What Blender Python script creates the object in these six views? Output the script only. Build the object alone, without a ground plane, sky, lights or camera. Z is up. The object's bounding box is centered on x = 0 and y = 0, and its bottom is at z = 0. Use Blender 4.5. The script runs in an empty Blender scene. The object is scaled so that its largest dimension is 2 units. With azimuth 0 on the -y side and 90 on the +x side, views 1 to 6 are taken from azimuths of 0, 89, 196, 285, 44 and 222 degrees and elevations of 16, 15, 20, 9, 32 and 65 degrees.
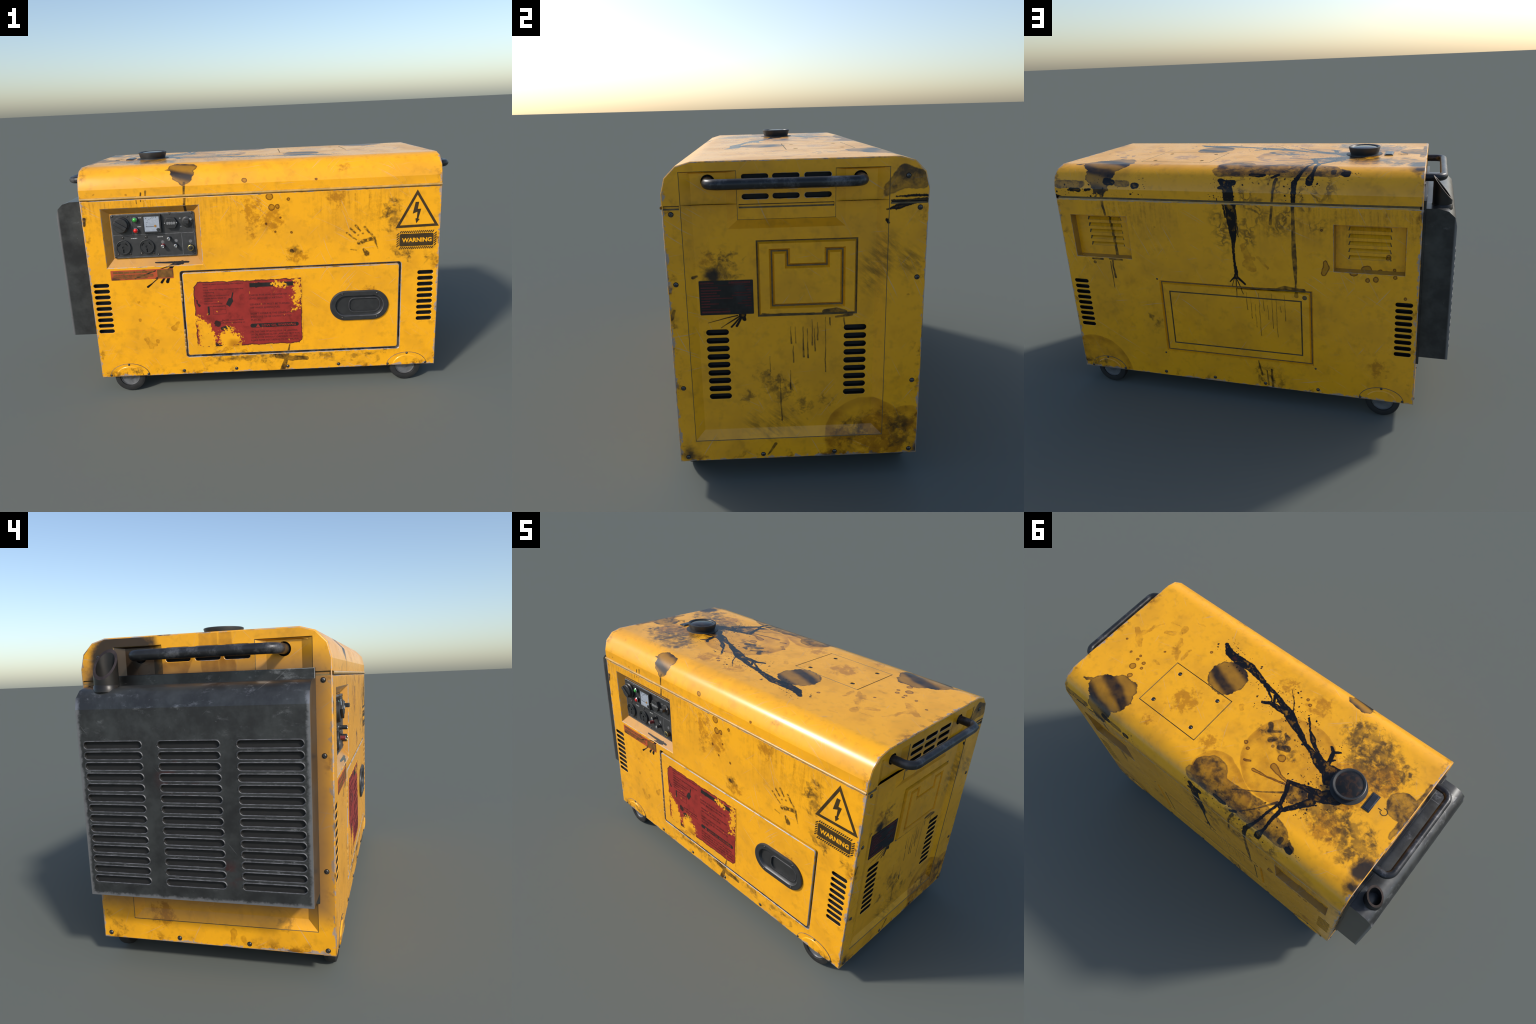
"""Weathered yellow cabinet generator on four small wheels.

Everything is built from profiles, panels (outlines with pockets) and rules.
Frame: x = long axis (exhaust end at -x), front (control side) at -y, z up.
"""
import bpy, math, random
import numpy as np
from mathutils import Vector, Matrix
from mathutils.geometry import delaunay_2d_cdt

random.seed(7)
scene = bpy.context.scene

# ------------------------------------------------------------------ sizes
X0, X1 = -0.8585, 0.9105          # cabinet ends
YF, YR = -0.4415, 0.4415          # front and rear faces
Z0, ZT = 0.0915, 1.197            # bottom edge and roof
SEAM0, SEAM1 = 1.041, 1.0555      # bead between walls and hood
XM = 0.5 * (X0 + X1)
HOOD = [(0.4415, 1.095), (0.428, 1.146), (0.391, 1.183), (0.341, 1.197)]   # (|y|, z)

# ================================================================== materials
class Net:
    """Small helper that writes node trees as expressions."""

    def __init__(self, name):
        self.mat = bpy.data.materials.new(name)
        self.mat.use_nodes = True
        self.t = self.mat.node_tree
        self.t.nodes.clear()
        self.cache = {}
        self.last = None

    def put(self, sock, val):
        if isinstance(val, bpy.types.NodeSocket):
            self.t.links.new(val, sock)
        elif isinstance(val, (tuple, list)) and sock.type == "RGBA" and len(val) == 3:
            sock.default_value = (*val, 1)
        else:
            sock.default_value = val

    def math(self, op, a, b=0.0, c=0.0, clamp=False):
        n = self.t.nodes.new("ShaderNodeMath")
        n.operation, n.use_clamp = op, clamp
        for s, v in zip(n.inputs, (a, b, c)):
            self.put(s, v)
        return n.outputs[0]

    def add(self, a, b): return self.math("ADD", a, b)
    def sub(self, a, b): return self.math("SUBTRACT", a, b)
    def mul(self, a, b): return self.math("MULTIPLY", a, b)
    def mn(self, a, b): return self.math("MINIMUM", a, b)
    def mx(self, a, b): return self.math("MAXIMUM", a, b)
    def absv(self, a): return self.math("ABSOLUTE", a)

    def vec(self, op, a, b=(0, 0, 0), scale=None):
        n = self.t.nodes.new("ShaderNodeVectorMath")
        n.operation = op
        self.put(n.inputs[0], a)
        if op == "SCALE":
            self.put(n.inputs["Scale"], scale)
        elif op not in ("LENGTH", "NORMALIZE"):
            self.put(n.inputs[1], b)
        return n.outputs["Value"] if op in ("LENGTH", "DOT_PRODUCT", "DISTANCE") else n.outputs["Vector"]

    def xyz(self, x, y, z):
        n = self.t.nodes.new("ShaderNodeCombineXYZ")
        for s, v in zip(n.inputs, (x, y, z)):
            self.put(s, v)
        return n.outputs[0]

    def split(self, v):
        n = self.t.nodes.new("ShaderNodeSeparateXYZ")
        self.put(n.inputs[0], v)
        return n.outputs[0], n.outputs[1], n.outputs[2]

    def pos(self):
        if "pos" not in self.cache:
            self.cache["pos"] = self.t.nodes.new("ShaderNodeTexCoord").outputs["Object"]
        return self.cache["pos"]

    def normal(self):
        if "nor" not in self.cache:
            self.cache["nor"] = self.t.nodes.new("ShaderNodeTexCoord").outputs["Normal"]
        return self.cache["nor"]

    def noise(self, v, scale, detail=3.0, rough=0.55, dist=0.0, color=False):
        n = self.t.nodes.new("ShaderNodeTexNoise")
        self.put(n.inputs["Vector"], v)
        n.inputs["Scale"].default_value = scale
        n.inputs["Detail"].default_value = detail
        n.inputs["Roughness"].default_value = rough
        n.inputs["Distortion"].default_value = dist
        return n.outputs["Color" if color else "Fac"]

    def voronoi(self, v, scale, out="Distance", rnd=1.0):
        n = self.t.nodes.new("ShaderNodeTexVoronoi")
        self.put(n.inputs["Vector"], v)
        n.inputs["Scale"].default_value = scale
        n.inputs["Randomness"].default_value = rnd
        return n.outputs[out]

    def step(self, v, lo, hi, a=0.0, b=1.0):
        """smooth ramp of v from lo to hi (lo may be above hi)"""
        if lo > hi:
            lo, hi, a, b = hi, lo, b, a
        n = self.t.nodes.new("ShaderNodeMapRange")
        n.interpolation_type = "SMOOTHSTEP"
        self.put(n.inputs["Value"], v)
        for s, x in zip(("From Min", "From Max", "To Min", "To Max"), (lo, hi, a, b)):
            n.inputs[s].default_value = x
        return n.outputs[0]

    def mix(self, f, a, b):
        n = self.t.nodes.new("ShaderNodeMix")
        n.data_type = "RGBA"
        self.put(n.inputs["Factor"], f)
        self.put(n.inputs["A"], a) if False else self.put(n.inputs[6], a)
        self.put(n.inputs[7], b)
        return n.outputs[2]

    def mul_color(self, f, a, b):
        n = self.t.nodes.new("ShaderNodeMix")
        n.data_type, n.blend_type = "RGBA", "MULTIPLY"
        self.put(n.inputs["Factor"], f)
        self.put(n.inputs[6], a)
        self.put(n.inputs[7], b)
        return n.outputs[2]

    def mixf(self, f, a, b):
        n = self.t.nodes.new("ShaderNodeMix")
        self.put(n.inputs["Factor"], f)
        self.put(n.inputs[2], a)
        self.put(n.inputs[3], b)
        return n.outputs[0]

    def warp(self, v, scale, amount, detail=3.0):
        c = self.noise(v, scale, detail, 0.6, color=True)
        return self.vec("ADD", v, self.vec("SCALE", self.vec("SUBTRACT", c, (0.5, 0.5, 0.5)), scale=amount))

    def flat(self, v):
        return self.vec("MULTIPLY", v, (1, 1, 0))

    def strokes(self, p, lines):
        """signed distance from p to the nearest of some tapered brush strokes (u, v, radius)"""
        best, count = None, 0
        for line in lines:
            # every few strokes start from a point that waits for the last result, so that
            # the renderer evaluates the strokes one after the other (keeps its stack small)
            count += max(1, len(line) - 1)
            if self.last is not None and (best is None or count > 5):
                p = self.vec("ADD", p, self.vec("SCALE", (1.0, 1.0, 0.0), scale=self.mul(self.last, 1e-20)))
                count = 0
            if len(line) == 1:
                u, v, r = line[0]
                ds = [self.sub(self.vec("DISTANCE", p, (u, v, 0)), r)]
            else:
                ds = []
                for (u0, v0, r0), (u1, v1, r1) in zip(line[:-1], line[1:]):
                    b = np.array((u1 - u0, v1 - v0, 0.0))
                    inv = b / max(float(b @ b), 1e-9)
                    pa = self.vec("SUBTRACT", p, (u0, v0, 0))
                    h = self.math("ADD", self.vec("DOT_PRODUCT", pa, tuple(inv)), 0.0, clamp=True)
                    d = self.vec("LENGTH", self.vec("SUBTRACT", pa, self.vec("SCALE", tuple(b), scale=h)))
                    ds.append(self.sub(d, self.math("MULTIPLY_ADD", h, r1 - r0, r0)))
            for d in ds:
                best = d if best is None else self.mn(best, d)
            self.last = best
        return best

    def finish(self, color, rough=0.5, metal=0.0, spec=0.5, bump=None, bump_amount=0.2, coat=0.0, emission=None):
        b = self.t.nodes.new("ShaderNodeBsdfPrincipled")
        self.put(b.inputs["Base Color"], color)
        self.put(b.inputs["Roughness"], rough)
        self.put(b.inputs["Metallic"], metal)
        self.put(b.inputs["Specular IOR Level"], spec)
        b.inputs["Coat Weight"].default_value = coat
        if bump is not None:
            n = self.t.nodes.new("ShaderNodeBump")
            n.inputs["Strength"].default_value = bump_amount
            n.inputs["Distance"].default_value = 0.002
            self.put(n.inputs["Height"], bump)
            self.t.links.new(n.outputs[0], b.inputs["Normal"])
        o = self.t.nodes.new("ShaderNodeOutputMaterial")
        self.t.links.new(b.outputs[0], o.inputs[0])
        return self.mat


YELLOW = (0.90, 0.405, 0.009)
YELLOW_DULL = (0.77, 0.345, 0.011)
BARE = (0.30, 0.275, 0.27)
OIL = (0.0045, 0.0042, 0.0058)
TAR = (0.020, 0.010, 0.005)
SOIL = (0.045, 0.026, 0.008)


def sheet_coordinate(n):
    """x and the distance along the wrapped sheet: roof, hood curve, side walls"""
    x, y, z = n.split(n.pos())
    sgn = n.math("SIGN", y)
    v = n.add(y, n.mul(sgn, n.sub(ZT, z)))
    return n.xyz(x, v, 0.0), x, v, y, z


def end_coordinate(n):
    x, y, z = n.split(n.pos())
    return n.xyz(y, z, 0.0), y, z, x, z


def paint(name, coord, layers, edges, streaks=None, extra=None, tone=None):
    """Yellow enamel with dull patches, scratches, worn edges and named stains.

    layers: dict kind -> strokes;  kinds: oil, tar, veil, soil, grime, drop, rub, streak
    edges: function(net, u, v) -> distance to the nearest sheet edge
    """
    n = Net(name)
    p, u, v, _, z = coord(n)
    P3 = n.pos()
    rag = n.warp(p, 28, 0.020, 4)          # ragged outlines
    soft = n.warp(p, 10, 0.030, 3)
    fine = n.noise(P3, 70, 2, 0.5)
    mid = n.noise(P3, 26, 3, 0.58)
    big = n.noise(P3, 5.0, 3, 0.52)
    # enamel
    col = n.mix(n.step(big, 0.42, 0.70), YELLOW, YELLOW_DULL)
    col = n.mix(n.mul(n.step(mid, 0.50, 0.75), 0.36), col, (0.46, 0.215, 0.012))
    col = n.mix(n.mul(n.step(fine, 0.55, 0.80), 0.10), col, (0.42, 0.19, 0.03))
    haze = n.noise(n.vec("ADD", P3, (7.0, 2.0, 5.0)), 7.5, 4, 0.66)
    col = n.mul_color(n.mul(n.step(haze, 0.50, 0.74), 0.22), col, (0.50, 0.42, 0.24))
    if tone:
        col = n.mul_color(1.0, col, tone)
    # scratches along three directions, only where a slow noise allows
    scr = None
    for k, (ang, off) in enumerate(((0.9, 3.1), (-0.55, 9.7), (2.0, 21.3), (0.15, 40.0))):
        ca, sa = math.cos(ang), math.sin(ang)
        a = n.vec("DOT_PRODUCT", p, (ca, sa, 0))
        b = n.vec("DOT_PRODUCT", p, (-sa, ca, 0))
        b = n.add(b, n.mul(n.noise(n.xyz(a, off, 0), 2.2, 1), 0.10))
        s = n.step(n.noise(n.xyz(n.mul(a, 4.2), n.mul(b, 170.0), off), 1.0, 1.5, 0.6), 0.665, 0.76)
        s = n.mul(s, n.step(n.noise(n.xyz(u, v, off), 3.8, 3), 0.49, 0.60))
        scr = s if scr is None else n.mx(scr, s)
    col = n.mix(n.mul(scr, 0.48), col, (0.45, 0.37, 0.29))
    wet = 0.0
    gloss = 0.5
    rough = n.mixf(n.step(big, 0.35, 0.7), 0.25, 0.33)
    # small dots
    dots = n.step(n.voronoi(n.warp(p, 30, 0.02), 13, "Distance"), 0.10, 0.055)
    dots = n.mul(dots, n.step(n.noise(p, 4.3, 2), 0.60, 0.68))
    col = n.mul_color(n.mul(dots, 0.62), col, (0.30, 0.20, 0.08))
    # run-off streaks below the seam
    if streaks:
        lo, hi = streaks
        av = n.absv(v)
        run = n.noise(n.xyz(n.mul(u, 60.0), n.mul(v, 5.0), 0.0), 1.0, 4, 0.7)
        fade = n.mul(n.step(av, lo - 0.004, lo + 0.01), n.step(av, hi, lo))
        patch = n.step(n.noise(n.xyz(u, 0.0, 4.0), 3.6, 2), 0.36, 0.62)
        m = n.mul(n.mul(n.step(run, 0.40, 0.74), fade), patch)
        m = n.mul(m, n.step(n.noise(p, 55, 4, 0.7), 0.30, 0.62))
        col = n.mul_color(n.mul(m, 0.80), col, (0.36, 0.31, 0.22))
    # worn and dirty sheet edges
    if edges:
        d = edges(n, u, v)
        wn = n.noise(P3, 24, 4, 0.7)
        wear = n.step(n.sub(d, n.mul(n.sub(wn, 0.45), 0.07)), 0.004, -0.003)
        col = n.mix(n.mul(wear, 0.85), col, BARE)
        dirt = n.mul(n.step(d, 0.05, 0.0), n.step(n.noise(P3, 13, 4, 0.7), 0.53, 0.68))
        col = n.mul_color(n.mul(dirt, 0.85), col, (0.22, 0.15, 0.07))

    if extra:
        col = extra(n, p, u, v, z, col)

    def tint(kind):
        return layers.get(kind)

    if tint("veil"):        # big faint water marks with a darker rim
        d = n.strokes(n.warp(p, 9, 0.02, 3), tint("veil"))
        m = n.step(d, 0.003, -0.003)
        rim = n.step(n.absv(n.add(d, 0.012)), 0.03, 0.0)
        tone = n.math("MULTIPLY_ADD", rim, 0.22, n.mul(n.step(n.noise(p, 12, 4, 0.6), 0.3, 0.75), 0.42))
        col = n.mul_color(n.mul(m, n.add(tone, 0.10)), col, (0.33, 0.23, 0.13))
    if tint("ghost"):       # pale dried spills with a clear outline
        d = n.strokes(n.warp(n.warp(p, 45, 0.016, 3), 14, 0.030, 3), tint("ghost"))
        m = n.step(d, 0.002, -0.002)
        rim = n.step(n.absv(n.add(d, 0.002)), 0.006, 0.0)
        col = n.mul_color(n.mul(m, n.add(n.mul(n.step(n.noise(p, 25, 4, 0.65), 0.36, 0.64), 0.42), n.math("MULTIPLY_ADD", rim, 0.08, 0.12))), col, (0.40, 0.30, 0.17))
    if tint("soil"):        # soft brown patches
        d = n.strokes(n.warp(p, 14, 0.035, 4), tint("soil"))
        g = n.noise(n.warp(p, 11, 0.04, 2), 30, 6, 0.70)
        m = n.step(n.sub(g, n.step(d, -0.05, 0.06, -0.06, 0.30)), 0.38, 0.58)
        col = n.mul_color(n.mul(m, 0.66), col, (0.40, 0.30, 0.15))
    if tint("grime"):       # broken dark dirt
        d = n.strokes(n.warp(p, 8, 0.06, 3), tint("grime"))
        g = n.noise(n.warp(p, 16, 0.05, 2), 24, 6, 0.68)
        m = n.step(n.sub(g, n.step(d, -0.06, 0.11, -0.09, 0.30)), 0.42, 0.64)
        m = n.mul(m, n.step(d, 0.12, 0.0))
        tone = n.math("MULTIPLY_ADD", n.step(n.noise(p, 13, 3), 0.35, 0.62), 0.40, 0.50)
        col = n.mix(n.mul(m, tone), col, SOIL)
    if tint("swirl"):       # thin curly dried residue
        d = n.strokes(soft, tint("swirl"))
        g = n.absv(n.sub(n.noise(n.warp(p, 12, 0.06, 2), 15, 3, 0.6), 0.5))
        m = n.mul(n.step(g, 0.085, 0.0), n.step(d, 0.05, -0.03))
        m = n.mul(m, n.step(n.noise(p, 9, 2), 0.40, 0.56))
        col = n.mix(n.mul(m, 0.74), col, SOIL)
    if tint("rub"):         # rubbed diagonal smears
        d = n.strokes(n.warp(p, 12, 0.05, 3), tint("rub"))
        a = n.vec("DOT_PRODUCT", p, (0.75, -0.66, 0))
        b = n.vec("DOT_PRODUCT", p, (0.66, 0.75, 0))
        g = n.noise(n.xyz(n.mul(a, 14.0), n.mul(b, 60.0), 2.0), 1.0, 4, 0.65)
        m = n.mul(n.step(d, 0.045, -0.035), n.step(g, 0.34, 0.66))
        col = n.mix(n.mul(m, 0.68), col, SOIL)
    if tint("drop"):        # dried drops: pale inside, dark rim
        d = n.strokes(n.warp(p, 40, 0.010, 2), tint("drop"))
        m = n.step(d, 0.0012, -0.0012)
        rim = n.step(n.absv(n.add(d, 0.0025)), 0.0045, 0.0005)
        col = n.mul_color(n.mul(m, n.math("MULTIPLY_ADD", rim, 0.40, 0.55)), col, (0.20, 0.14, 0.06))
    if tint("tar"):         # brown varnish-like blots with bands
        d = n.strokes(n.warp(n.warp(p, 62, 0.016, 2), 20, 0.032, 2), tint("tar"))
        m = n.step(d, 0.002, -0.002)
        a = n.vec("DOT_PRODUCT", n.warp(p, 7, 0.05, 2), (0.35, 0.94, 0))
        band = n.math("SINE", n.mul(a, 52.0))
        tone = n.math("MULTIPLY_ADD", n.step(band, -0.9, 0.9), 0.36, 0.62)
        rim = n.step(n.add(d, 0.0), -0.020, 0.0)
        tone = n.mx(tone, n.mul(rim, 0.90))
        tone = n.add(tone, n.mul(n.sub(n.noise(p, 18, 4, 0.6), 0.5), 0.30))
        col = n.mix(n.mul(m, tone), col, TAR)
        wet = n.mul(m, 0.8)
    if tint("film"):        # translucent brown film with blotchy body
        d = n.strokes(n.warp(p, 20, 0.024, 4), tint("film"))
        m = n.step(d, 0.003, -0.003)
        rim = n.step(d, -0.016, 0.0)
        tone = n.add(n.mul(n.step(n.noise(n.warp(p, 10, 0.05), 16, 5, 0.65), 0.36, 0.64), 0.48), 0.47)
        tone = n.mx(tone, n.mul(rim, 0.75))
        col = n.mix(n.mul(m, tone), col, TAR)
        wet = n.mx(wet, m) if tint("tar") else m
    if tint("run"):         # thin dark runs and smudges, half transparent
        d = n.strokes(n.warp(p, 18, 0.008, 2), tint("run"))
        m = n.step(d, 0.0016, -0.0016)
        tone = n.math("MULTIPLY_ADD", n.step(n.noise(p, 24, 4, 0.65), 0.32, 0.62), 0.40, 0.54)
        col = n.mix(n.mul(m, tone), col, (0.016, 0.010, 0.005))
    if tint("print"):       # dry hand print
        d = n.strokes(n.warp(p, 55, 0.010, 3), tint("print"))
        m = n.mul(n.step(d, 0.003, -0.004), n.step(n.noise(p, 75, 3, 0.7), 0.34, 0.52))
        col = n.mix(n.mul(m, 0.88), col, (0.020, 0.011, 0.004))
    if tint("black"):       # soft soot
        d = n.strokes(n.warp(p, 7, 0.07, 4), tint("black"))
        m = n.step(n.add(n.mul(n.noise(p, 15, 4, 0.65), 0.55), n.step(d, 0.07, -0.05, 0.0, 0.75)), 0.40, 0.80)
        col = n.mix(n.mul(m, 0.97), col, (0.016, 0.013, 0.012))
    if tint("oil"):         # fresh black oil
        d = n.strokes(n.warp(n.warp(p, 75, 0.0105, 3), 17, 0.011, 2), tint("oil"))
        if tint("ink"):     # thin splash lines keep their shape
            d = n.mn(d, n.strokes(n.warp(p, 15, 0.006, 1), tint("ink")))
        m = n.step(d, 0.0016, -0.0016)
        if not tint("ink"):
            w2 = n.warp(p, 30, 0.02, 2)
            dots2 = n.mul(n.step(n.voronoi(w2, 42), 0.26, 0.17), n.step(n.split(n.voronoi(w2, 42, "Color"))[0], 0.60, 0.62))
            dots2 = n.mx(dots2, n.mul(n.step(n.voronoi(w2, 95), 0.28, 0.18), n.step(n.split(n.voronoi(w2, 95, "Color"))[1], 0.66, 0.68)))
            m = n.mx(m, n.mul(dots2, n.step(d, 0.055, 0.03)))
        red = n.mul(n.step(n.noise(p, 9, 2), 0.60, 0.72), n.step(d, -0.004, -0.012))
        oc = n.mix(n.mul(red, 0.7), OIL, (0.075, 0.012, 0.008))
        thin = n.mul(n.step(n.noise(n.warp(p, 14, 0.04, 2), 26, 4, 0.65), 0.50, 0.66), n.step(d, -0.003, -0.014))
        col = n.mix(n.mul(m, n.math("MULTIPLY_ADD", thin, -0.30, 1.0)), col, oc)
        rough = n.mixf(m, rough, 0.26)
        gloss = n.mixf(m, 0.5, 0.3)
    rough = n.mixf(wet, rough, 0.34) if not isinstance(wet, float) else rough
    return n.finish(col, rough, 0.0, gloss)


def plain(name, color, rough=0.5, metal=0.0, vary=0.25, spec=0.5, scale=40, dust=None, dust_at=(0.62, 0.75)):
    n = Net(name)
    f = n.noise(n.pos(), scale, 4, 0.6)
    dark = tuple(c * (1 - vary) for c in color)
    col = n.mix(n.step(f, 0.35, 0.65), dark, color)
    if dust:
        d = n.step(n.noise(n.pos(), scale * 0.6, 5, 0.75), *dust_at)
        col = n.mix(n.mul(d, 0.75), col, dust)
    return n.finish(col, n.mixf(f, rough * 0.85, min(1, rough * 1.2)), metal, spec)


def worn_edge(name, p_bare=0.5):
    n = Net(name)
    w = n.noise(n.pos(), 16, 5, 0.72)
    col = n.mix(n.step(w, p_bare - 0.06, p_bare + 0.06), YELLOW_DULL, (0.34, 0.30, 0.28))
    g = n.noise(n.vec("ADD", n.pos(), (3, 5, 1)), 9, 4, 0.7)
    col = n.mix(n.mul(n.step(g, 0.52, 0.66), 0.85), col, (0.05, 0.035, 0.02))
    return n.finish(col, 0.36, 0.0, 0.6)


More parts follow.
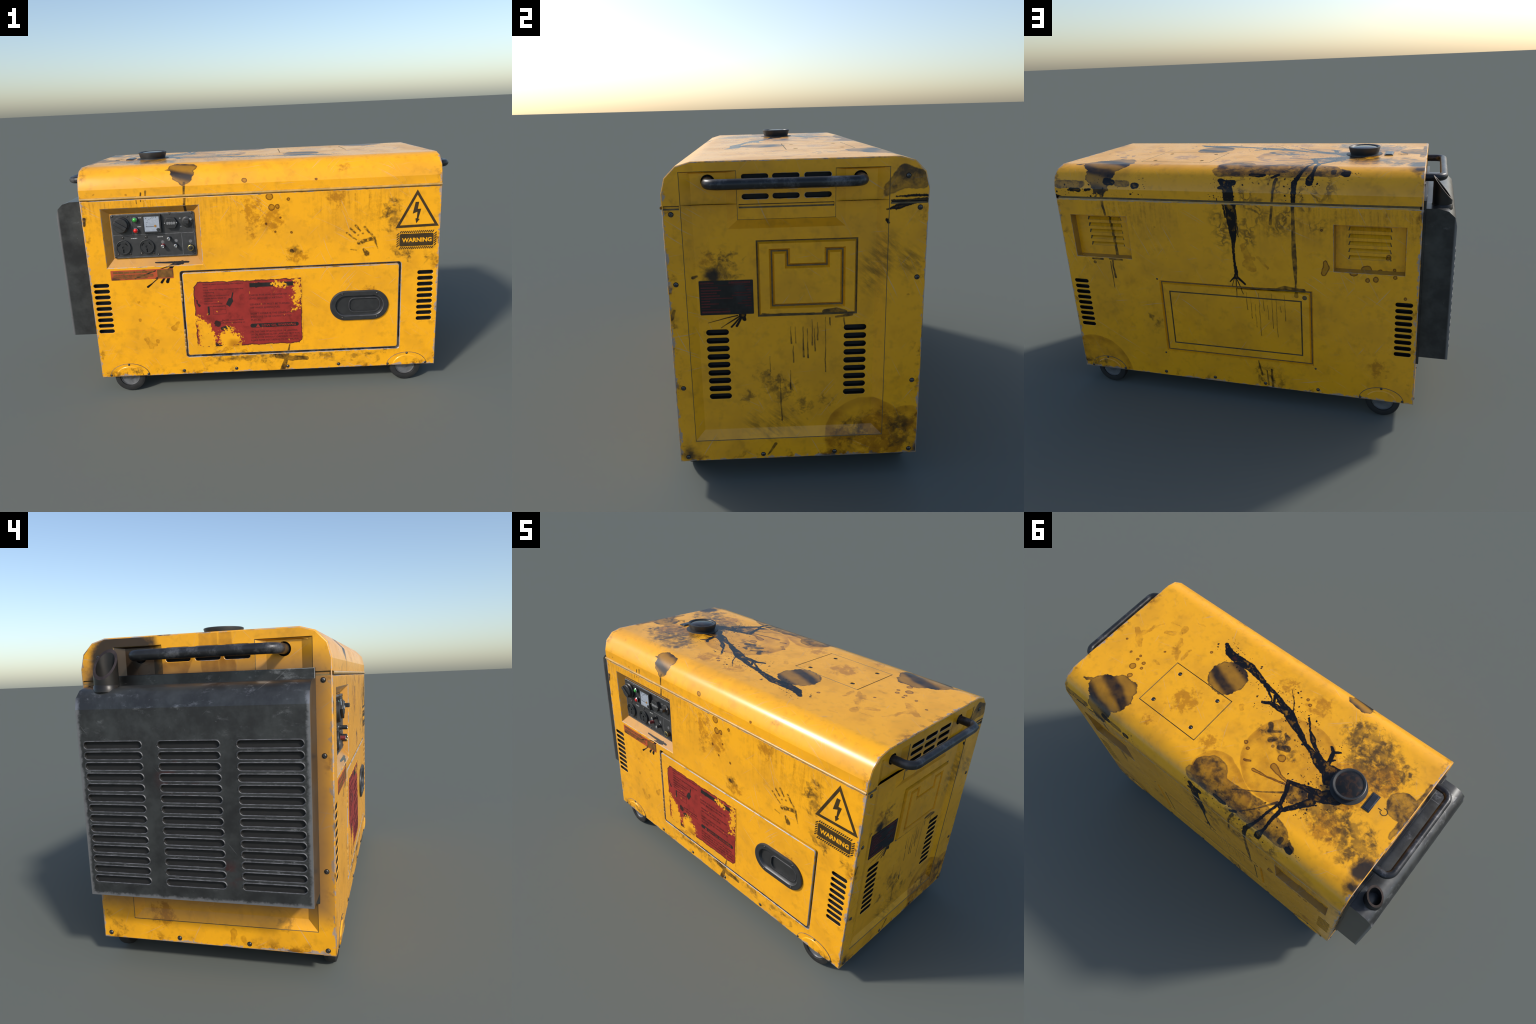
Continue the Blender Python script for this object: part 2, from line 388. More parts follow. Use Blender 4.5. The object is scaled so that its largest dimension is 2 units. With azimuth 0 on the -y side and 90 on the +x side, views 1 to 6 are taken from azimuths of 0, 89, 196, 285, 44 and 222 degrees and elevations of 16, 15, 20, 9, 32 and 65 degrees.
# ---- where the stains sit: strokes (u, v, radius) in sheet coordinates
roof_front_rear = {
    "veil": [[(-0.27, 0.07, 0.225)], [(-0.04, 0.334, 0.115), (-0.20, 0.36, 0.07)]],
    "tar": [[(0.69, 0.345, 0.088), (0.642, 0.330, 0.115), (0.60, 0.275, 0.060)], [(0.660, 0.45, 0.080)], [(0.660, 0.518, 0.048)],
            [(0.684, 0.538, 0.010), (0.681, 0.594, 0.004)], [(0.624, 0.549, 0.014), (0.644, 0.577, 0.006)],
            [(0.824, 0.350, 0.006), (0.778, 0.337, 0.012)],
            [(0.255, -0.095, 0.098)],
            [(-0.367, -0.410, 0.050), (-0.323, -0.415, 0.047)], [(-0.350, -0.445, 0.060), (-0.350, -0.490, 0.048), (-0.348, -0.535, 0.008)],
            [(-0.435, -0.427, 0.003), (-0.404, -0.427, 0.009)]],
    "film": [[(-0.803, -0.070, 0.072)], [(-0.847, -0.123, 0.018), (-0.852, -0.168, 0.011), (-0.845, -0.235, 0.007)],
             [(-0.846, -0.002, 0.022), (-0.841, 0.041, 0.012), (-0.839, 0.081, 0.009)],
             [(0.035, 0.405, 0.046), (-0.064, 0.392, 0.056), (-0.167, 0.379, 0.050), (-0.275, 0.392, 0.056), (-0.372, 0.385, 0.052), (-0.472, 0.400, 0.042)],
             [(-0.02, 0.345, 0.088)], [(-0.10, 0.37, 0.055), (-0.30, 0.355, 0.060), (-0.45, 0.375, 0.05)], [(-0.476, 0.39, 0.03), (-0.53, 0.405, 0.024)],
             [(0.886, 0.520, 0.025), (0.809, 0.518, 0.025), (0.759, 0.516, 0.022)], [(0.562, 0.509, 0.020), (0.514, 0.511, 0.020)]],
    "grime": [[(-0.56, -0.10, 0.06)], [(-0.50, 0.08, 0.05)], [(-0.60, -0.16, 0.13), (-0.46, -0.24, 0.09)], [(-0.45, 0.17, 0.06), (-0.62, 0.17, 0.09)], [(-0.74, 0.20, 0.10)],
              [(-0.25, 0.03, 0.03), (-0.10, 0.0, 0.04)], [(-0.72, -0.20, 0.05)]],
    "ghost": [[(0.827, -0.031, 0.014), (0.774, 0.012, 0.022), (0.738, 0.040, 0.010)],
              [(0.800, -0.010, 0.018), (0.775, -0.060, 0.010), (0.766, -0.101, 0.006), (0.740, -0.140, 0.003)], [(0.712, -0.170, 0.006), (0.66, -0.185, 0.003)],
              [(0.628, -0.185, 0.020), (0.622, -0.150, 0.013)], [(0.696, -0.108, 0.010), (0.660, -0.125, 0.014)], [(0.60, -0.12, 0.010), (0.585, -0.10, 0.018)],
              [(0.513, -0.100, 0.007), (0.512, -0.040, 0.009)], [(0.535, -0.02, 0.010), (0.555, -0.055, 0.014), (0.57, -0.03, 0.008)],
              [(0.615, 0.059, 0.009), (0.583, 0.059, 0.007)],
              [(0.60, -0.25, 0.006), (0.56, -0.26, 0.004)], [(0.18, 0.02, 0.010)], [(0.10, -0.02, 0.012), (0.08, 0.0, 0.008)], [(-0.62, -0.31, 0.012)], [(-0.66, -0.22, 0.02), (-0.70, -0.17, 0.012)]],
    "soil": [[(0.58, -0.06, 0.03)], [(-0.56, 0.0, 0.13)], [(-0.66, -0.12, 0.09)], [(-0.60, 0.22, 0.08)],
             [(0.33, 0.13, 0.075)], [(0.08, 0.23, 0.05)], [(0.40, 0.32, 0.03)], [(-0.02, -0.25, 0.05)], [(0.44, -0.468, 0.03)],
             [(-0.21, -0.25, 0.06)]],
    "drop": [[(0.749, 0.095, 0.008)], [(0.687, 0.106, 0.009)], [(0.691, 0.084, 0.008)], [(0.678, 0.151, 0.018)], [(0.646, 0.105, 0.010)],
             [(0.633, 0.133, 0.009)], [(0.649, 0.200, 0.014)], [(0.611, -0.012, 0.006)], [(0.824, 0.051, 0.007)], [(0.423, -0.160, 0.009)],
             [(-0.052, 0.118, 0.011)], [(-0.080, 0.138, 0.010)], [(-0.136, -0.245, 0.009)], [(-0.162, -0.227, 0.009)], [(-0.079, -0.260, 0.005)],
             [(-0.105, 0.194, 0.006), (-0.131, 0.180, 0.006)], [(-0.236, 0.079, 0.020)],
             [(-0.048, -0.525, 0.014)], [(0.299, -0.537, 0.007)],
             [(-0.338, 0.157, 0.008), (-0.287, 0.151, 0.008), (-0.234, 0.135, 0.018)], [(-0.341, 0.168, 0.006), (-0.244, 0.194, 0.005), (-0.169, 0.205, 0.009)]],
    "run": [[(-0.082, -0.027, 0.014), (-0.10, -0.01, 0.010)], [(-0.134, 0.036, 0.016), (-0.150, 0.020, 0.010)], [(-0.225, 0.027, 0.018), (-0.19, 0.045, 0.012)],
            [(-0.194, -0.019, 0.012), (-0.17, -0.03, 0.006)], [(-0.164, 0.057, 0.008)], [(-0.098, 0.006, 0.008), (-0.143, -0.024, 0.006)],
            [(-0.359, 0.199, 0.006), (-0.283, 0.257, 0.003), (-0.161, 0.338, 0.003)], [(-0.359, 0.261, 0.007), (-0.318, 0.321, 0.004), (-0.249, 0.413, 0.003)],
            [(-0.342, -0.525, 0.006), (-0.346, -0.581, 0.005), (-0.347, -0.637, 0.006), (-0.344, -0.682, 0.008)],
            [(-0.583, -0.586, 0.003), (-0.581, -0.620, 0.002)], [(-0.555, -0.568, 0.004), (-0.559, -0.609, 0.003)], [(-0.531, -0.560, 0.005), (-0.536, -0.603, 0.003)],
            [(-0.40, 0.18, 0.05)],
            [(0.653, 0.560, 0.009), (0.653, 0.627, 0.007)], [(-0.477, 0.388, 0.012), (-0.477, 0.412, 0.012)],
            [(-0.226, 0.462, 0.008), (-0.214, 0.532, 0.006), (-0.205, 0.610, 0.005)]],
    "black": [[(-0.835, 0.270, 0.035)], [(-0.84, 0.36, 0.02)]],
    "swirl": [[(-0.06, 0.53, 0.07), (-0.25, 0.52, 0.08), (-0.42, 0.51, 0.07)], [(-0.55, -0.22, 0.10)]],
    "oil": [[(0.393, -0.246, 0.012), (0.348, -0.215, 0.020), (0.281, -0.208, 0.026), (0.211, -0.215, 0.024), (0.10, -0.190, 0.014)],
            [(0.079, -0.182, 0.014), (0.010, -0.173, 0.009), (-0.061, -0.146, 0.016), (-0.119, -0.125, 0.027), (-0.167, -0.096, 0.021),
             (-0.217, -0.077, 0.017), (-0.276, -0.046, 0.010), (-0.325, -0.034, 0.014), (-0.372, -0.016, 0.026), (-0.426, -0.003, 0.031), (-0.50, 0.0, 0.05)],
            [(0.010, -0.173, 0.008), (-0.019, -0.127, 0.007)], [(0.029, -0.095, 0.007), (-0.007, -0.117, 0.013), (-0.060, -0.118, 0.016), (-0.106, -0.128, 0.018)],
            [(-0.204, -0.166, 0.006), (-0.249, -0.116, 0.004), (-0.283, -0.091, 0.015), (-0.320, -0.062, 0.009), (-0.396, -0.028, 0.005)],
            [(-0.044, -0.238, 0.002), (-0.089, -0.196, 0.003), (-0.120, -0.153, 0.004)], [(0.079, -0.182, 0.010), (0.003, -0.137, 0.004), (-0.010, -0.120, 0.004)],
            [(-0.382, -0.110, 0.008), (-0.405, -0.092, 0.011), (-0.416, -0.048, 0.012), (-0.423, 0.003, 0.016), (-0.469, 0.030, 0.030)],
            [(-0.404, -0.094, 0.009), (-0.431, -0.114, 0.005)], [(-0.416, -0.048, 0.008), (-0.433, -0.064, 0.006)],
            [(-0.543, 0.078, 0.040), (-0.504, 0.109, 0.031), (-0.465, 0.140, 0.024)],
            [(-0.334, 0.152, 0.009), (-0.400, 0.130, 0.013), (-0.47, 0.115, 0.022)], [(-0.396, 0.275, 0.012), (-0.431, 0.233, 0.013), (-0.475, 0.165, 0.022)],
            [(-0.334, 0.152, 0.011), (-0.359, 0.199, 0.010), (-0.373, 0.263, 0.010), (-0.394, 0.273, 0.010)],
            [(-0.394, 0.273, 0.011), (-0.390, 0.366, 0.008), (-0.387, 0.407, 0.007), (-0.377, 0.460, 0.018), (-0.376, 0.487, 0.016)],
            [(-0.367, 0.268, 0.007), (-0.338, 0.407, 0.008), (-0.311, 0.488, 0.014), (-0.306, 0.557, 0.011), (-0.302, 0.65, 0.007)],
            [(-0.108, 0.432, 0.012), (-0.146, 0.439, 0.014), (-0.166, 0.435, 0.011)], [(-0.209, 0.450, 0.009), (-0.233, 0.433, 0.010)],
            [(-0.532, 0.417, 0.022)], [(0.034, 0.478, 0.014), (0.010, 0.500, 0.024), (-0.028, 0.490, 0.016)], [(0.040, 0.520, 0.008), (0.0, 0.510, 0.022)], [(0.0, 0.51, 0.026), (-0.007, 0.60, 0.025)],
            [(0.054, 0.574, 0.003), (0.049, 0.595, 0.004)],
            [(0.820, 0.548, 0.009), (0.773, 0.549, 0.010)], [(0.735, 0.549, 0.008), (0.710, 0.546, 0.006)], [(0.470, 0.520, 0.019), (0.458, 0.519, 0.016)],
            [(0.910, 0.578, 0.007), (0.882, 0.586, 0.005)], [(0.615, 0.498, 0.024), (0.590, 0.503, 0.018)]],
}
rear_wall = {
    "veil": [[(0.83, 1.56, 0.21)]],
    "swirl": [[(-0.08, 0.64, 0.08), (-0.12, 0.74, 0.06)], [(-0.40, 0.63, 0.07)], [(-0.24, 0.65, 0.07)], [(0.03, 0.68, 0.05), (0.03, 0.78, 0.03)]],
    "ghost": [[(-0.06, 0.80, 0.014), (-0.085, 0.86, 0.016)], [(-0.075, 0.885, 0.024), (-0.10, 0.905, 0.018)], [(-0.105, 0.86, 0.012)], [(-0.13, 0.85, 0.008), (-0.18, 0.90, 0.006)]],
    "soil": [[(-0.695, 1.369, 0.045)],
             ],
    "grime": [[(0.88, 1.51, 0.03), (0.78, 1.525, 0.02)], [(0.455, 1.215, 0.012)], [(0.43, 1.24, 0.02)], [(-0.11, 1.43, 0.01), (-0.12, 1.50, 0.02)], [(-0.17, 1.49, 0.03)], [(-0.22, 1.53, 0.01)]],
    "drop": [[(-0.432, 0.704, 0.007)], [(-0.446, 0.854, 0.011), (-0.450, 0.880, 0.017), (-0.438, 0.908, 0.013)], [(-0.568, 0.878, 0.019), (-0.574, 0.894, 0.019)],
             [(-0.688, 0.862, 0.012)], [(-0.714, 0.866, 0.012)], [(-0.636, 0.927, 0.011)], [(-0.672, 0.921, 0.014)], [(-0.722, 0.793, 0.012)],
             [(-0.803, 1.005, 0.008)], [(-0.750, 0.850, 0.008)], [(-0.756, 0.907, 0.010)], [(-0.627, 0.860, 0.025)], [(-0.627, 0.860, 0.018)]],
    "run": [[(0.653, 0.580, 0.008), (0.653, 0.627, 0.007), (0.644, 0.683, 0.006), (0.640, 0.751, 0.007), (0.632, 0.839, 0.008), (0.637, 0.898, 0.008)],
            [(0.642, 0.899, 0.006), (0.644, 0.941, 0.004), (0.639, 0.999, 0.007)], [(0.656, 0.917, 0.003), (0.654, 1.003, 0.003), (0.654, 1.057, 0.002)],
            [(0.756, 0.905, 0.005), (0.697, 0.905, 0.005)], [(0.746, 0.923, 0.008)], [(0.658, 0.902, 0.005), (0.588, 0.903, 0.005)],
            [(-0.214, 0.532, 0.006), (-0.205, 0.610, 0.006), (-0.200, 0.657, 0.006), (-0.198, 0.683, 0.008)],
            [(-0.02, 1.01, 0.004), (-0.21, 1.005, 0.007), (-0.25, 0.995, 0.012), (-0.345, 1.0, 0.007)],
            [(-0.302, 0.60, 0.008), (-0.302, 0.658, 0.008), (-0.302, 0.762, 0.010), (-0.303, 0.842, 0.012), (-0.307, 0.913, 0.009), (-0.306, 0.974, 0.004)],
            [(-0.306, 0.974, 0.003), (-0.308, 1.03, 0.010)],
            [(-0.104, 1.399, 0.004), (-0.118, 1.478, 0.005)], [(-0.145, 1.45, 0.003), (-0.15, 1.53, 0.005)], [(-0.169, 1.442, 0.005), (-0.171, 1.546, 0.006)]]
           + [[(-0.06 - 0.021 * k, 1.03 + 0.03 * ((k * 7) % 3), 0.0010), (-0.063 - 0.021 * k, 1.12 + 0.045 * ((k * 5) % 4), 0.0018)] for k in range(10)],
    "oil": [[(-0.007, 0.570, 0.026), (-0.009, 0.640, 0.024), (-0.012, 0.680, 0.023), (-0.015, 0.733, 0.019), (-0.015, 0.768, 0.012), (-0.011, 0.810, 0.007), (-0.013, 0.876, 0.006),
             (-0.015, 0.921, 0.009), (-0.016, 0.956, 0.011)],
            [(0.030, 0.56, 0.006), (0.016, 0.66, 0.004)], [(-0.034, 0.60, 0.004), (-0.040, 0.75, 0.003)]],
    "ink": [[(-0.013, 0.950, 0.006), (0.016, 0.979, 0.003)], [(-0.018, 0.950, 0.007), (-0.058, 0.988, 0.0055)], [(-0.015, 0.961, 0.003), (-0.011, 1.061, 0.0015)], [(-0.020, 0.967, 0.003), (-0.046, 1.040, 0.002)],
            [(-0.008, 0.96, 0.002), (0.008, 1.0, 0.0015)]],
}
front_wall = {
    "print": [[(0.448, -0.813, 0.005), (0.495, -0.851, 0.003)], [(0.464, -0.790, 0.005), (0.489, -0.814, 0.005)], [(0.503, -0.826, 0.005)], [(0.492, -0.778, 0.006), (0.514, -0.805, 0.005)],
            [(0.527, -0.820, 0.005)], [(0.536, -0.787, 0.006), (0.553, -0.810, 0.006), (0.575, -0.831, 0.005)],
            [(0.508, -0.867, 0.010), (0.546, -0.854, 0.010), (0.581, -0.846, 0.010), (0.596, -0.880, 0.004), (0.601, -0.898, 0.003)], [(0.531, -0.901, 0.006), (0.547, -0.925, 0.014)],
            [(0.467, -0.898, 0.003), (0.496, -0.905, 0.002)]],
    "ghost": [[(-0.449, -1.280, 0.018), (-0.434, -1.259, 0.013)], [(-0.602, -1.338, 0.014), (-0.578, -1.375, 0.016)], [(-0.542, -1.352, 0.012)], [(-0.624, -1.229, 0.010)], [(-0.70, -0.985, 0.004), (-0.69, -0.988, 0.003)],
              [(-0.52, -1.16, 0.006)], [(-0.62, -1.13, 0.008)], [(-0.58, -1.375, 0.010), (-0.55, -1.37, 0.006)]],
    "soil": [[(-0.22, -1.425, 0.024), (-0.164, -1.410, 0.020)], [(-0.125, -1.445, 0.016), (-0.058, -1.444, 0.016)], [(-0.315, -1.458, 0.008), (-0.181, -1.468, 0.010)],
             [(0.08, -0.73, 0.06)], [(-0.02, -0.66, 0.05), (-0.02, -0.80, 0.02)], [(0.20, -0.92, 0.05)], [(0.40, -0.63, 0.05)], [(0.56, -1.12, 0.03)]],
    "grime": [[(0.670, -0.722, 0.045), (0.655, -0.79, 0.02)], [(0.745, -0.930, 0.025), (0.700, -0.92, 0.02)], [(0.874, -0.953, 0.035)], [(0.70, -0.66, 0.02)],
              [(0.23, -1.475, 0.012), (0.62, -1.470, 0.012)], [(-0.25, -1.460, 0.022), (0.05, -1.468, 0.026)], [(0.40, -1.466, 0.024)], [(0.19, -0.90, 0.02)], [(-0.79, -1.535, 0.015), (-0.66, -1.52, 0.01)]],
    "drop": [[(0.023, -0.589, 0.014)], [(0.070, -0.615, 0.019)], [(0.162, -0.631, 0.009)], [(0.079, -0.667, 0.017)], [(0.108, -0.664, 0.012)],
             [(0.092, -0.791, 0.006)], [(0.173, -0.798, 0.007)], [(0.049, -0.748, 0.007)], [(0.12, -0.72, 0.006)]],
    "run": [[(-0.342, -0.57, 0.005), (-0.347, -0.637, 0.006), (-0.344, -0.682, 0.008), (-0.340, -0.72, 0.008)],
            [(-0.583, -0.586, 0.003), (-0.581, -0.620, 0.002)], [(-0.555, -0.568, 0.004), (-0.559, -0.609, 0.003)], [(-0.531, -0.560, 0.005), (-0.536, -0.603, 0.003)],
            [(0.147, -1.401, 0.003), (0.127, -1.485, 0.010), (0.105, -1.547, 0.014)], [(0.081, -1.460, 0.016), (0.161, -1.483, 0.014)], [(0.175, -1.480, 0.014), (0.236, -1.483, 0.011)],
            [(0.170, -0.891, 0.009), (0.179, -0.898, 0.005)],
            [(-0.845, -0.684, 0.008), (-0.850, -0.713, 0.008)]],
    "oil": [[(-0.354, -0.918, 0.006), (-0.437, -0.916, 0.008), (-0.517, -0.912, 0.004)], [(-0.419, -0.927, 0.015), (-0.386, -0.921, 0.014)]],
    "ink": [[(-0.430, -0.935, 0.010), (-0.466, -0.948, 0.003), (-0.626, -1.001, 0.0045)], [(-0.440, -0.950, 0.006), (-0.454, -0.959, 0.003), (-0.540, -1.030, 0.003), (-0.566, -1.049, 0.006)],
            [(-0.448, -0.966, 0.003), (-0.493, -1.028, 0.0065)], [(-0.442, -0.966, 0.003), (-0.463, -1.026, 0.009)], [(-0.433, -0.939, 0.011), (-0.448, -0.966, 0.006)],
            [(-0.354, -0.918, 0.006), (-0.437, -0.916, 0.008), (-0.517, -0.912, 0.005)]],
}
right_end = {
    "veil": [[(0.25, 0.17, 0.155)], [(0.40, 0.19, 0.10)]],
    "film": [[(0.303, 1.097, 0.012), (0.355, 1.139, 0.030), (0.409, 1.125, 0.026)], [(0.302, 1.078, 0.012), (0.356, 1.110, 0.020), (0.419, 1.106, 0.018)]],
    "soil": [[(0.30, 0.17, 0.11)], [(0.41, 0.20, 0.05)], [(0.15, 0.17, 0.05)], [(-0.30, 0.87, 0.03)]],
    "rub": [[(0.310, 0.898, 0.03), (0.270, 0.822, 0.04), (0.255, 0.754, 0.015)], [(0.383, 0.845, 0.035)], [(-0.156, 0.24, 0.03)], [(-0.06, 0.256, 0.03), (-0.10, 0.205, 0.02)], [(-0.02, 0.22, 0.02)]],
    "grime": [[(0.36, 0.20, 0.06)], [(0.20, 0.19, 0.05)], [(0.38, 0.145, 0.03)], [(-0.05, 0.36, 0.04), (-0.12, 0.42, 0.03)], [(-0.18, 0.34, 0.02)], [(-0.26, 0.83, 0.05)], [(0.02, 0.30, 0.02), (0.10, 0.33, 0.01)]],
    "black": [[(-0.290, 0.803, 0.012)], [(-0.405, 0.125, 0.004)], [(0.437, 0.105, 0.0)], [(-0.437, 0.675, -0.01)]],
    "run": [[(0.097, 0.667, 0.010), (0.137, 0.669, 0.012), (0.164, 0.664, 0.010)], [(-0.12, 0.664, 0.005), (0.057, 0.660, 0.006)], [(0.137, 0.642, 0.004), (0.191, 0.651, 0.006)],
            [(0.115, 0.639, 0.003), (0.117, 0.614, 0.002)], [(0.164, 0.637, 0.003), (0.168, 0.608, 0.002)], [(-0.353, 0.806, 0.006), (-0.34, 0.81, 0.004)],
            [(-0.024, 0.612, 0.001), (-0.022, 0.550, 0.003)], [(-0.007, 0.611, 0.001), (-0.006, 0.550, 0.002)], [(-0.015, 0.539, 0.001), (-0.016, 0.476, 0.003)],
            [(0.020, 0.610, 0.001), (0.022, 0.495, 0.0035)], [(0.035, 0.603, 0.001), (0.037, 0.491, 0.003)], [(0.053, 0.638, 0.001), (0.053, 0.540, 0.003)],
            [(0.060, 0.602, 0.001), (0.063, 0.517, 0.003)], [(0.072, 0.626, 0.001), (0.072, 0.558, 0.003)], [(0.099, 0.643, 0.001), (0.100, 0.434, 0.002)],
            [(-0.099, 0.500, 0.001), (-0.099, 0.440, 0.0015)], [(-0.065, 0.423, 0.001), (-0.060, 0.244, 0.003)], [(-0.027, 0.444, 0.001), (-0.025, 0.368, 0.003)],
            [(-0.114, 0.109, 0.003), (-0.085, 0.153, 0.006)],
            [(-0.436, 0.663, 0.008), (-0.424, 0.691, 0.005)]],
    "oil": [[(0.299, 1.023, 0.001), (0.331, 1.031, 0.009), (0.375, 1.041, 0.007), (0.413, 1.046, 0.003), (0.441, 1.045, 0.003)], [(0.331, 1.065, 0.002), (0.374, 1.067, 0.004), (0.440, 1.065, 0.005)],
            [(0.320, 1.050, 0.006), (0.441, 1.050, 0.008)], [(0.303, 0.989, 0.005), (0.308, 0.980, 0.004)],
            [(-0.188, 0.661, 0.014), (-0.185, 0.648, 0.008)]],
    "ink": [[(-0.198, 0.656, 0.003), (-0.232, 0.619, 0.0035)], [(-0.195, 0.653, 0.004), (-0.213, 0.623, 0.005)], [(-0.198, 0.661, 0.003), (-0.266, 0.618, 0.0015)], [(-0.208, 0.662, 0.0025), (-0.312, 0.637, 0.001)]],
}
left_end = {
    "grime": [[(-0.26, 0.20, 0.02)], [(0.38, 0.14, 0.005)]],
    "ghost": [[(-0.075, 0.155, 0.012), (-0.075, 0.115, 0.010)], [(-0.11, 0.13, 0.010), (-0.12, 0.11, 0.008)]],
    "soil": [[(0.2, 0.2, 0.05)]],
    "black": [[(0.20, 1.175, 0.03), (0.33, 1.165, 0.035)], [(0.28, 1.12, 0.10), (0.30, 1.04, 0.10)], [(0.19, 1.10, 0.045)], [(-0.412, 0.108, -0.02)], [(0.42, 0.105, -0.02)]],
    "veil": [[(-0.045, 1.20, 0.026), (-0.045, 1.05, 0.026)], [(-0.095, 1.20, 0.02), (-0.10, 1.05, 0.03)], [(0.05, 1.12, 0.03), (0.10, 1.06, 0.05)], [(-0.012, 1.19, 0.01), (-0.02, 1.06, 0.01)]],
}


def sheet_edges(n, u, v):
    du = n.sub(0.5 * (X1 - X0), n.absv(n.sub(u, XM)))
    dv = n.sub(0.4415 + ZT - Z0, n.absv(v))
    return n.mn(du, dv)


def end_edges(n, u, v):
    return n.mn(n.sub(0.4415, n.absv(u)), n.sub(v, Z0))


def cover_shade_tint(n, p, u, v, z, col):
    """enamel tinted brown for the ambient occlusion beside the exhaust cover"""
    d = n.mx(n.sub(n.absv(u), 0.389), n.absv(n.sub(v, 0.66)))
    d = n.mx(n.sub(n.absv(u), 0.385), n.sub(n.absv(n.sub(v, 0.70)), 0.42))
    m = n.mul(n.step(n.add(d, n.mul(n.sub(n.noise(p, 9, 3), 0.5), 0.03)), 0.115, -0.005), 0.90)
    m = n.mul(m, n.step(v, 1.155, 1.05))
    return n.mix(m, col, (0.21, 0.115, 0.048))




def near(layers, u0, u1, v0, v1, pad=0.09):
    """only the strokes that reach into one zone of the sheet"""
    out = {}
    for kind, lines in layers.items():
        keep = []
        for line in lines:
            segs = [line] if len(line) == 1 else [list(q) for q in zip(line[:-1], line[1:])]
            for q in segs:
                if (min(a[0] - a[2] for a in q) < u1 + pad and max(a[0] + a[2] for a in q) > u0 - pad
                        and min(a[1] - a[2] for a in q) < v1 + pad and max(a[1] + a[2] for a in q) > v0 - pad):
                    keep.append(q)
        if keep:
            out[kind] = keep
    return out


HOOD_X = [X0 + 0.0025, -0.60, -0.42, -0.27, -0.10, 0.13, X1 - 0.0025]
HOOD_V = [-0.62, -0.322, 0.10, 0.322, 0.62]
hood_paints = [[paint("paint_hood", sheet_coordinate, near(roof_front_rear, HOOD_X[i], HOOD_X[i + 1], HOOD_V[j], 0.322 if (i, j) == (5, 1) else HOOD_V[j + 1]), sheet_edges)
                for j in range(4)] for i in range(6)]
paint_front = paint("paint_front", sheet_coordinate, front_wall, sheet_edges, (0.60, 0.90))
paint_rear = paint("paint_rear", sheet_coordinate, rear_wall, sheet_edges, (0.60, 0.85))
paint_right = paint("paint_right_end", end_coordinate, right_end, end_edges)
paint_left = paint("paint_left_end", end_coordinate, left_end, end_edges, extra=cover_shade_tint)
paint_recess = paint("paint_recess", sheet_coordinate, near(front_wall, -0.77, -0.27, -0.96, -0.62, 0.0), None, tone=(0.62, 0.64, 3.5))  # tone browns the enamel with the occlusion inside the control recess
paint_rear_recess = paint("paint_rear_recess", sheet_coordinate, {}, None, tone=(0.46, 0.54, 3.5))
edge_mat = worn_edge("worn_paint_edge", 0.50)
hood_edge = worn_edge("hood_end_edge", 0.60)
door_edge = worn_edge("door_worn_edge", 0.44)
bead_mat = plain("seam_bead_tan", (0.58, 0.33, 0.075), 0.30, vary=0.25, scale=30, dust=(0.30, 0.24, 0.19), dust_at=(0.5, 0.7))  # tan includes the bright highlight along the bead's upper side
groove_mat = plain("groove_brown", (0.17, 0.115, 0.042), 0.6, vary=0.4)  # dull brown, darker than the enamel
hole_mat = plain("dark_opening", (0.0035, 0.004, 0.005), 0.6, vary=0.3)
vent_mat = plain("vent_opening", (0.010, 0.010, 0.010), 0.7, vary=0.2)
black_plastic = plain("black_plastic", (0.028, 0.029, 0.030), 0.42, vary=0.2)
gasket_mat = plain("door_gasket", (0.060, 0.060, 0.064), 0.30, 0.4, vary=0.5, scale=18, dust=(0.30, 0.28, 0.27), dust_at=(0.5, 0.66))
latch_rim = plain("latch_rim", (0.075, 0.075, 0.08), 0.35, vary=0.3)  # plastic lightened to draw the edge highlight round the latch
panel_black = plain("panel_black", (0.040, 0.041, 0.042), 0.45, vary=0.2, dust=(0.10, 0.10, 0.10))
panel_rim = plain("panel_worn_line", (0.20, 0.20, 0.205), 0.45, vary=0.5, scale=60)
rubber = plain("tyre_rubber", (0.020, 0.020, 0.020), 0.6, vary=0.3)
rim_steel = plain("rim_steel", (0.17, 0.173, 0.178), 0.40, 0.3, vary=0.25)
tube_steel = plain("handle_steel", (0.030, 0.031, 0.034), 0.36, 0.35, vary=0.3, scale=22, dust=(0.16, 0.16, 0.17), dust_at=(0.48, 0.72))
screw_ring = plain("screw_recess", (0.020, 0.015, 0.010), 0.5, vary=0.3)
screw_steel = plain("screw_steel", (0.14, 0.135, 0.13), 0.32, 0.7, vary=0.5)
white_print = plain("white_print", (0.42, 0.42, 0.42), 0.5, vary=0.3)
dark_print = plain("dark_print", (0.060, 0.034, 0.008), 0.42, vary=0.35, scale=14)
hinge_mat = plain("hinge_worn", (0.50, 0.30, 0.10), 0.4, vary=0.4, dust=(0.28, 0.25, 0.22))
chrome = plain("chrome", (0.55, 0.55, 0.55), 0.22, 0.9, vary=0.2)
green_lamp = plain("green_lens", (0.06, 0.42, 0.07), 0.25, vary=0.1)
red_lamp = plain("red_lens", (0.75, 0.015, 0.012), 0.25, vary=0.1)
brass = plain("brass_ring", (0.42, 0.33, 0.10), 0.35, 0.6, vary=0.3)
gauge_face = plain("gauge_face", (0.36, 0.40, 0.46), 0.35, vary=0.15, scale=60)
needle_mat = plain("gauge_ink", (0.03, 0.03, 0.035), 0.5)
orange_mat = plain("needle_pivot", (0.45, 0.22, 0.04), 0.4)
rust_red = plain("toggle_red", (0.20, 0.03, 0.03), 0.4)


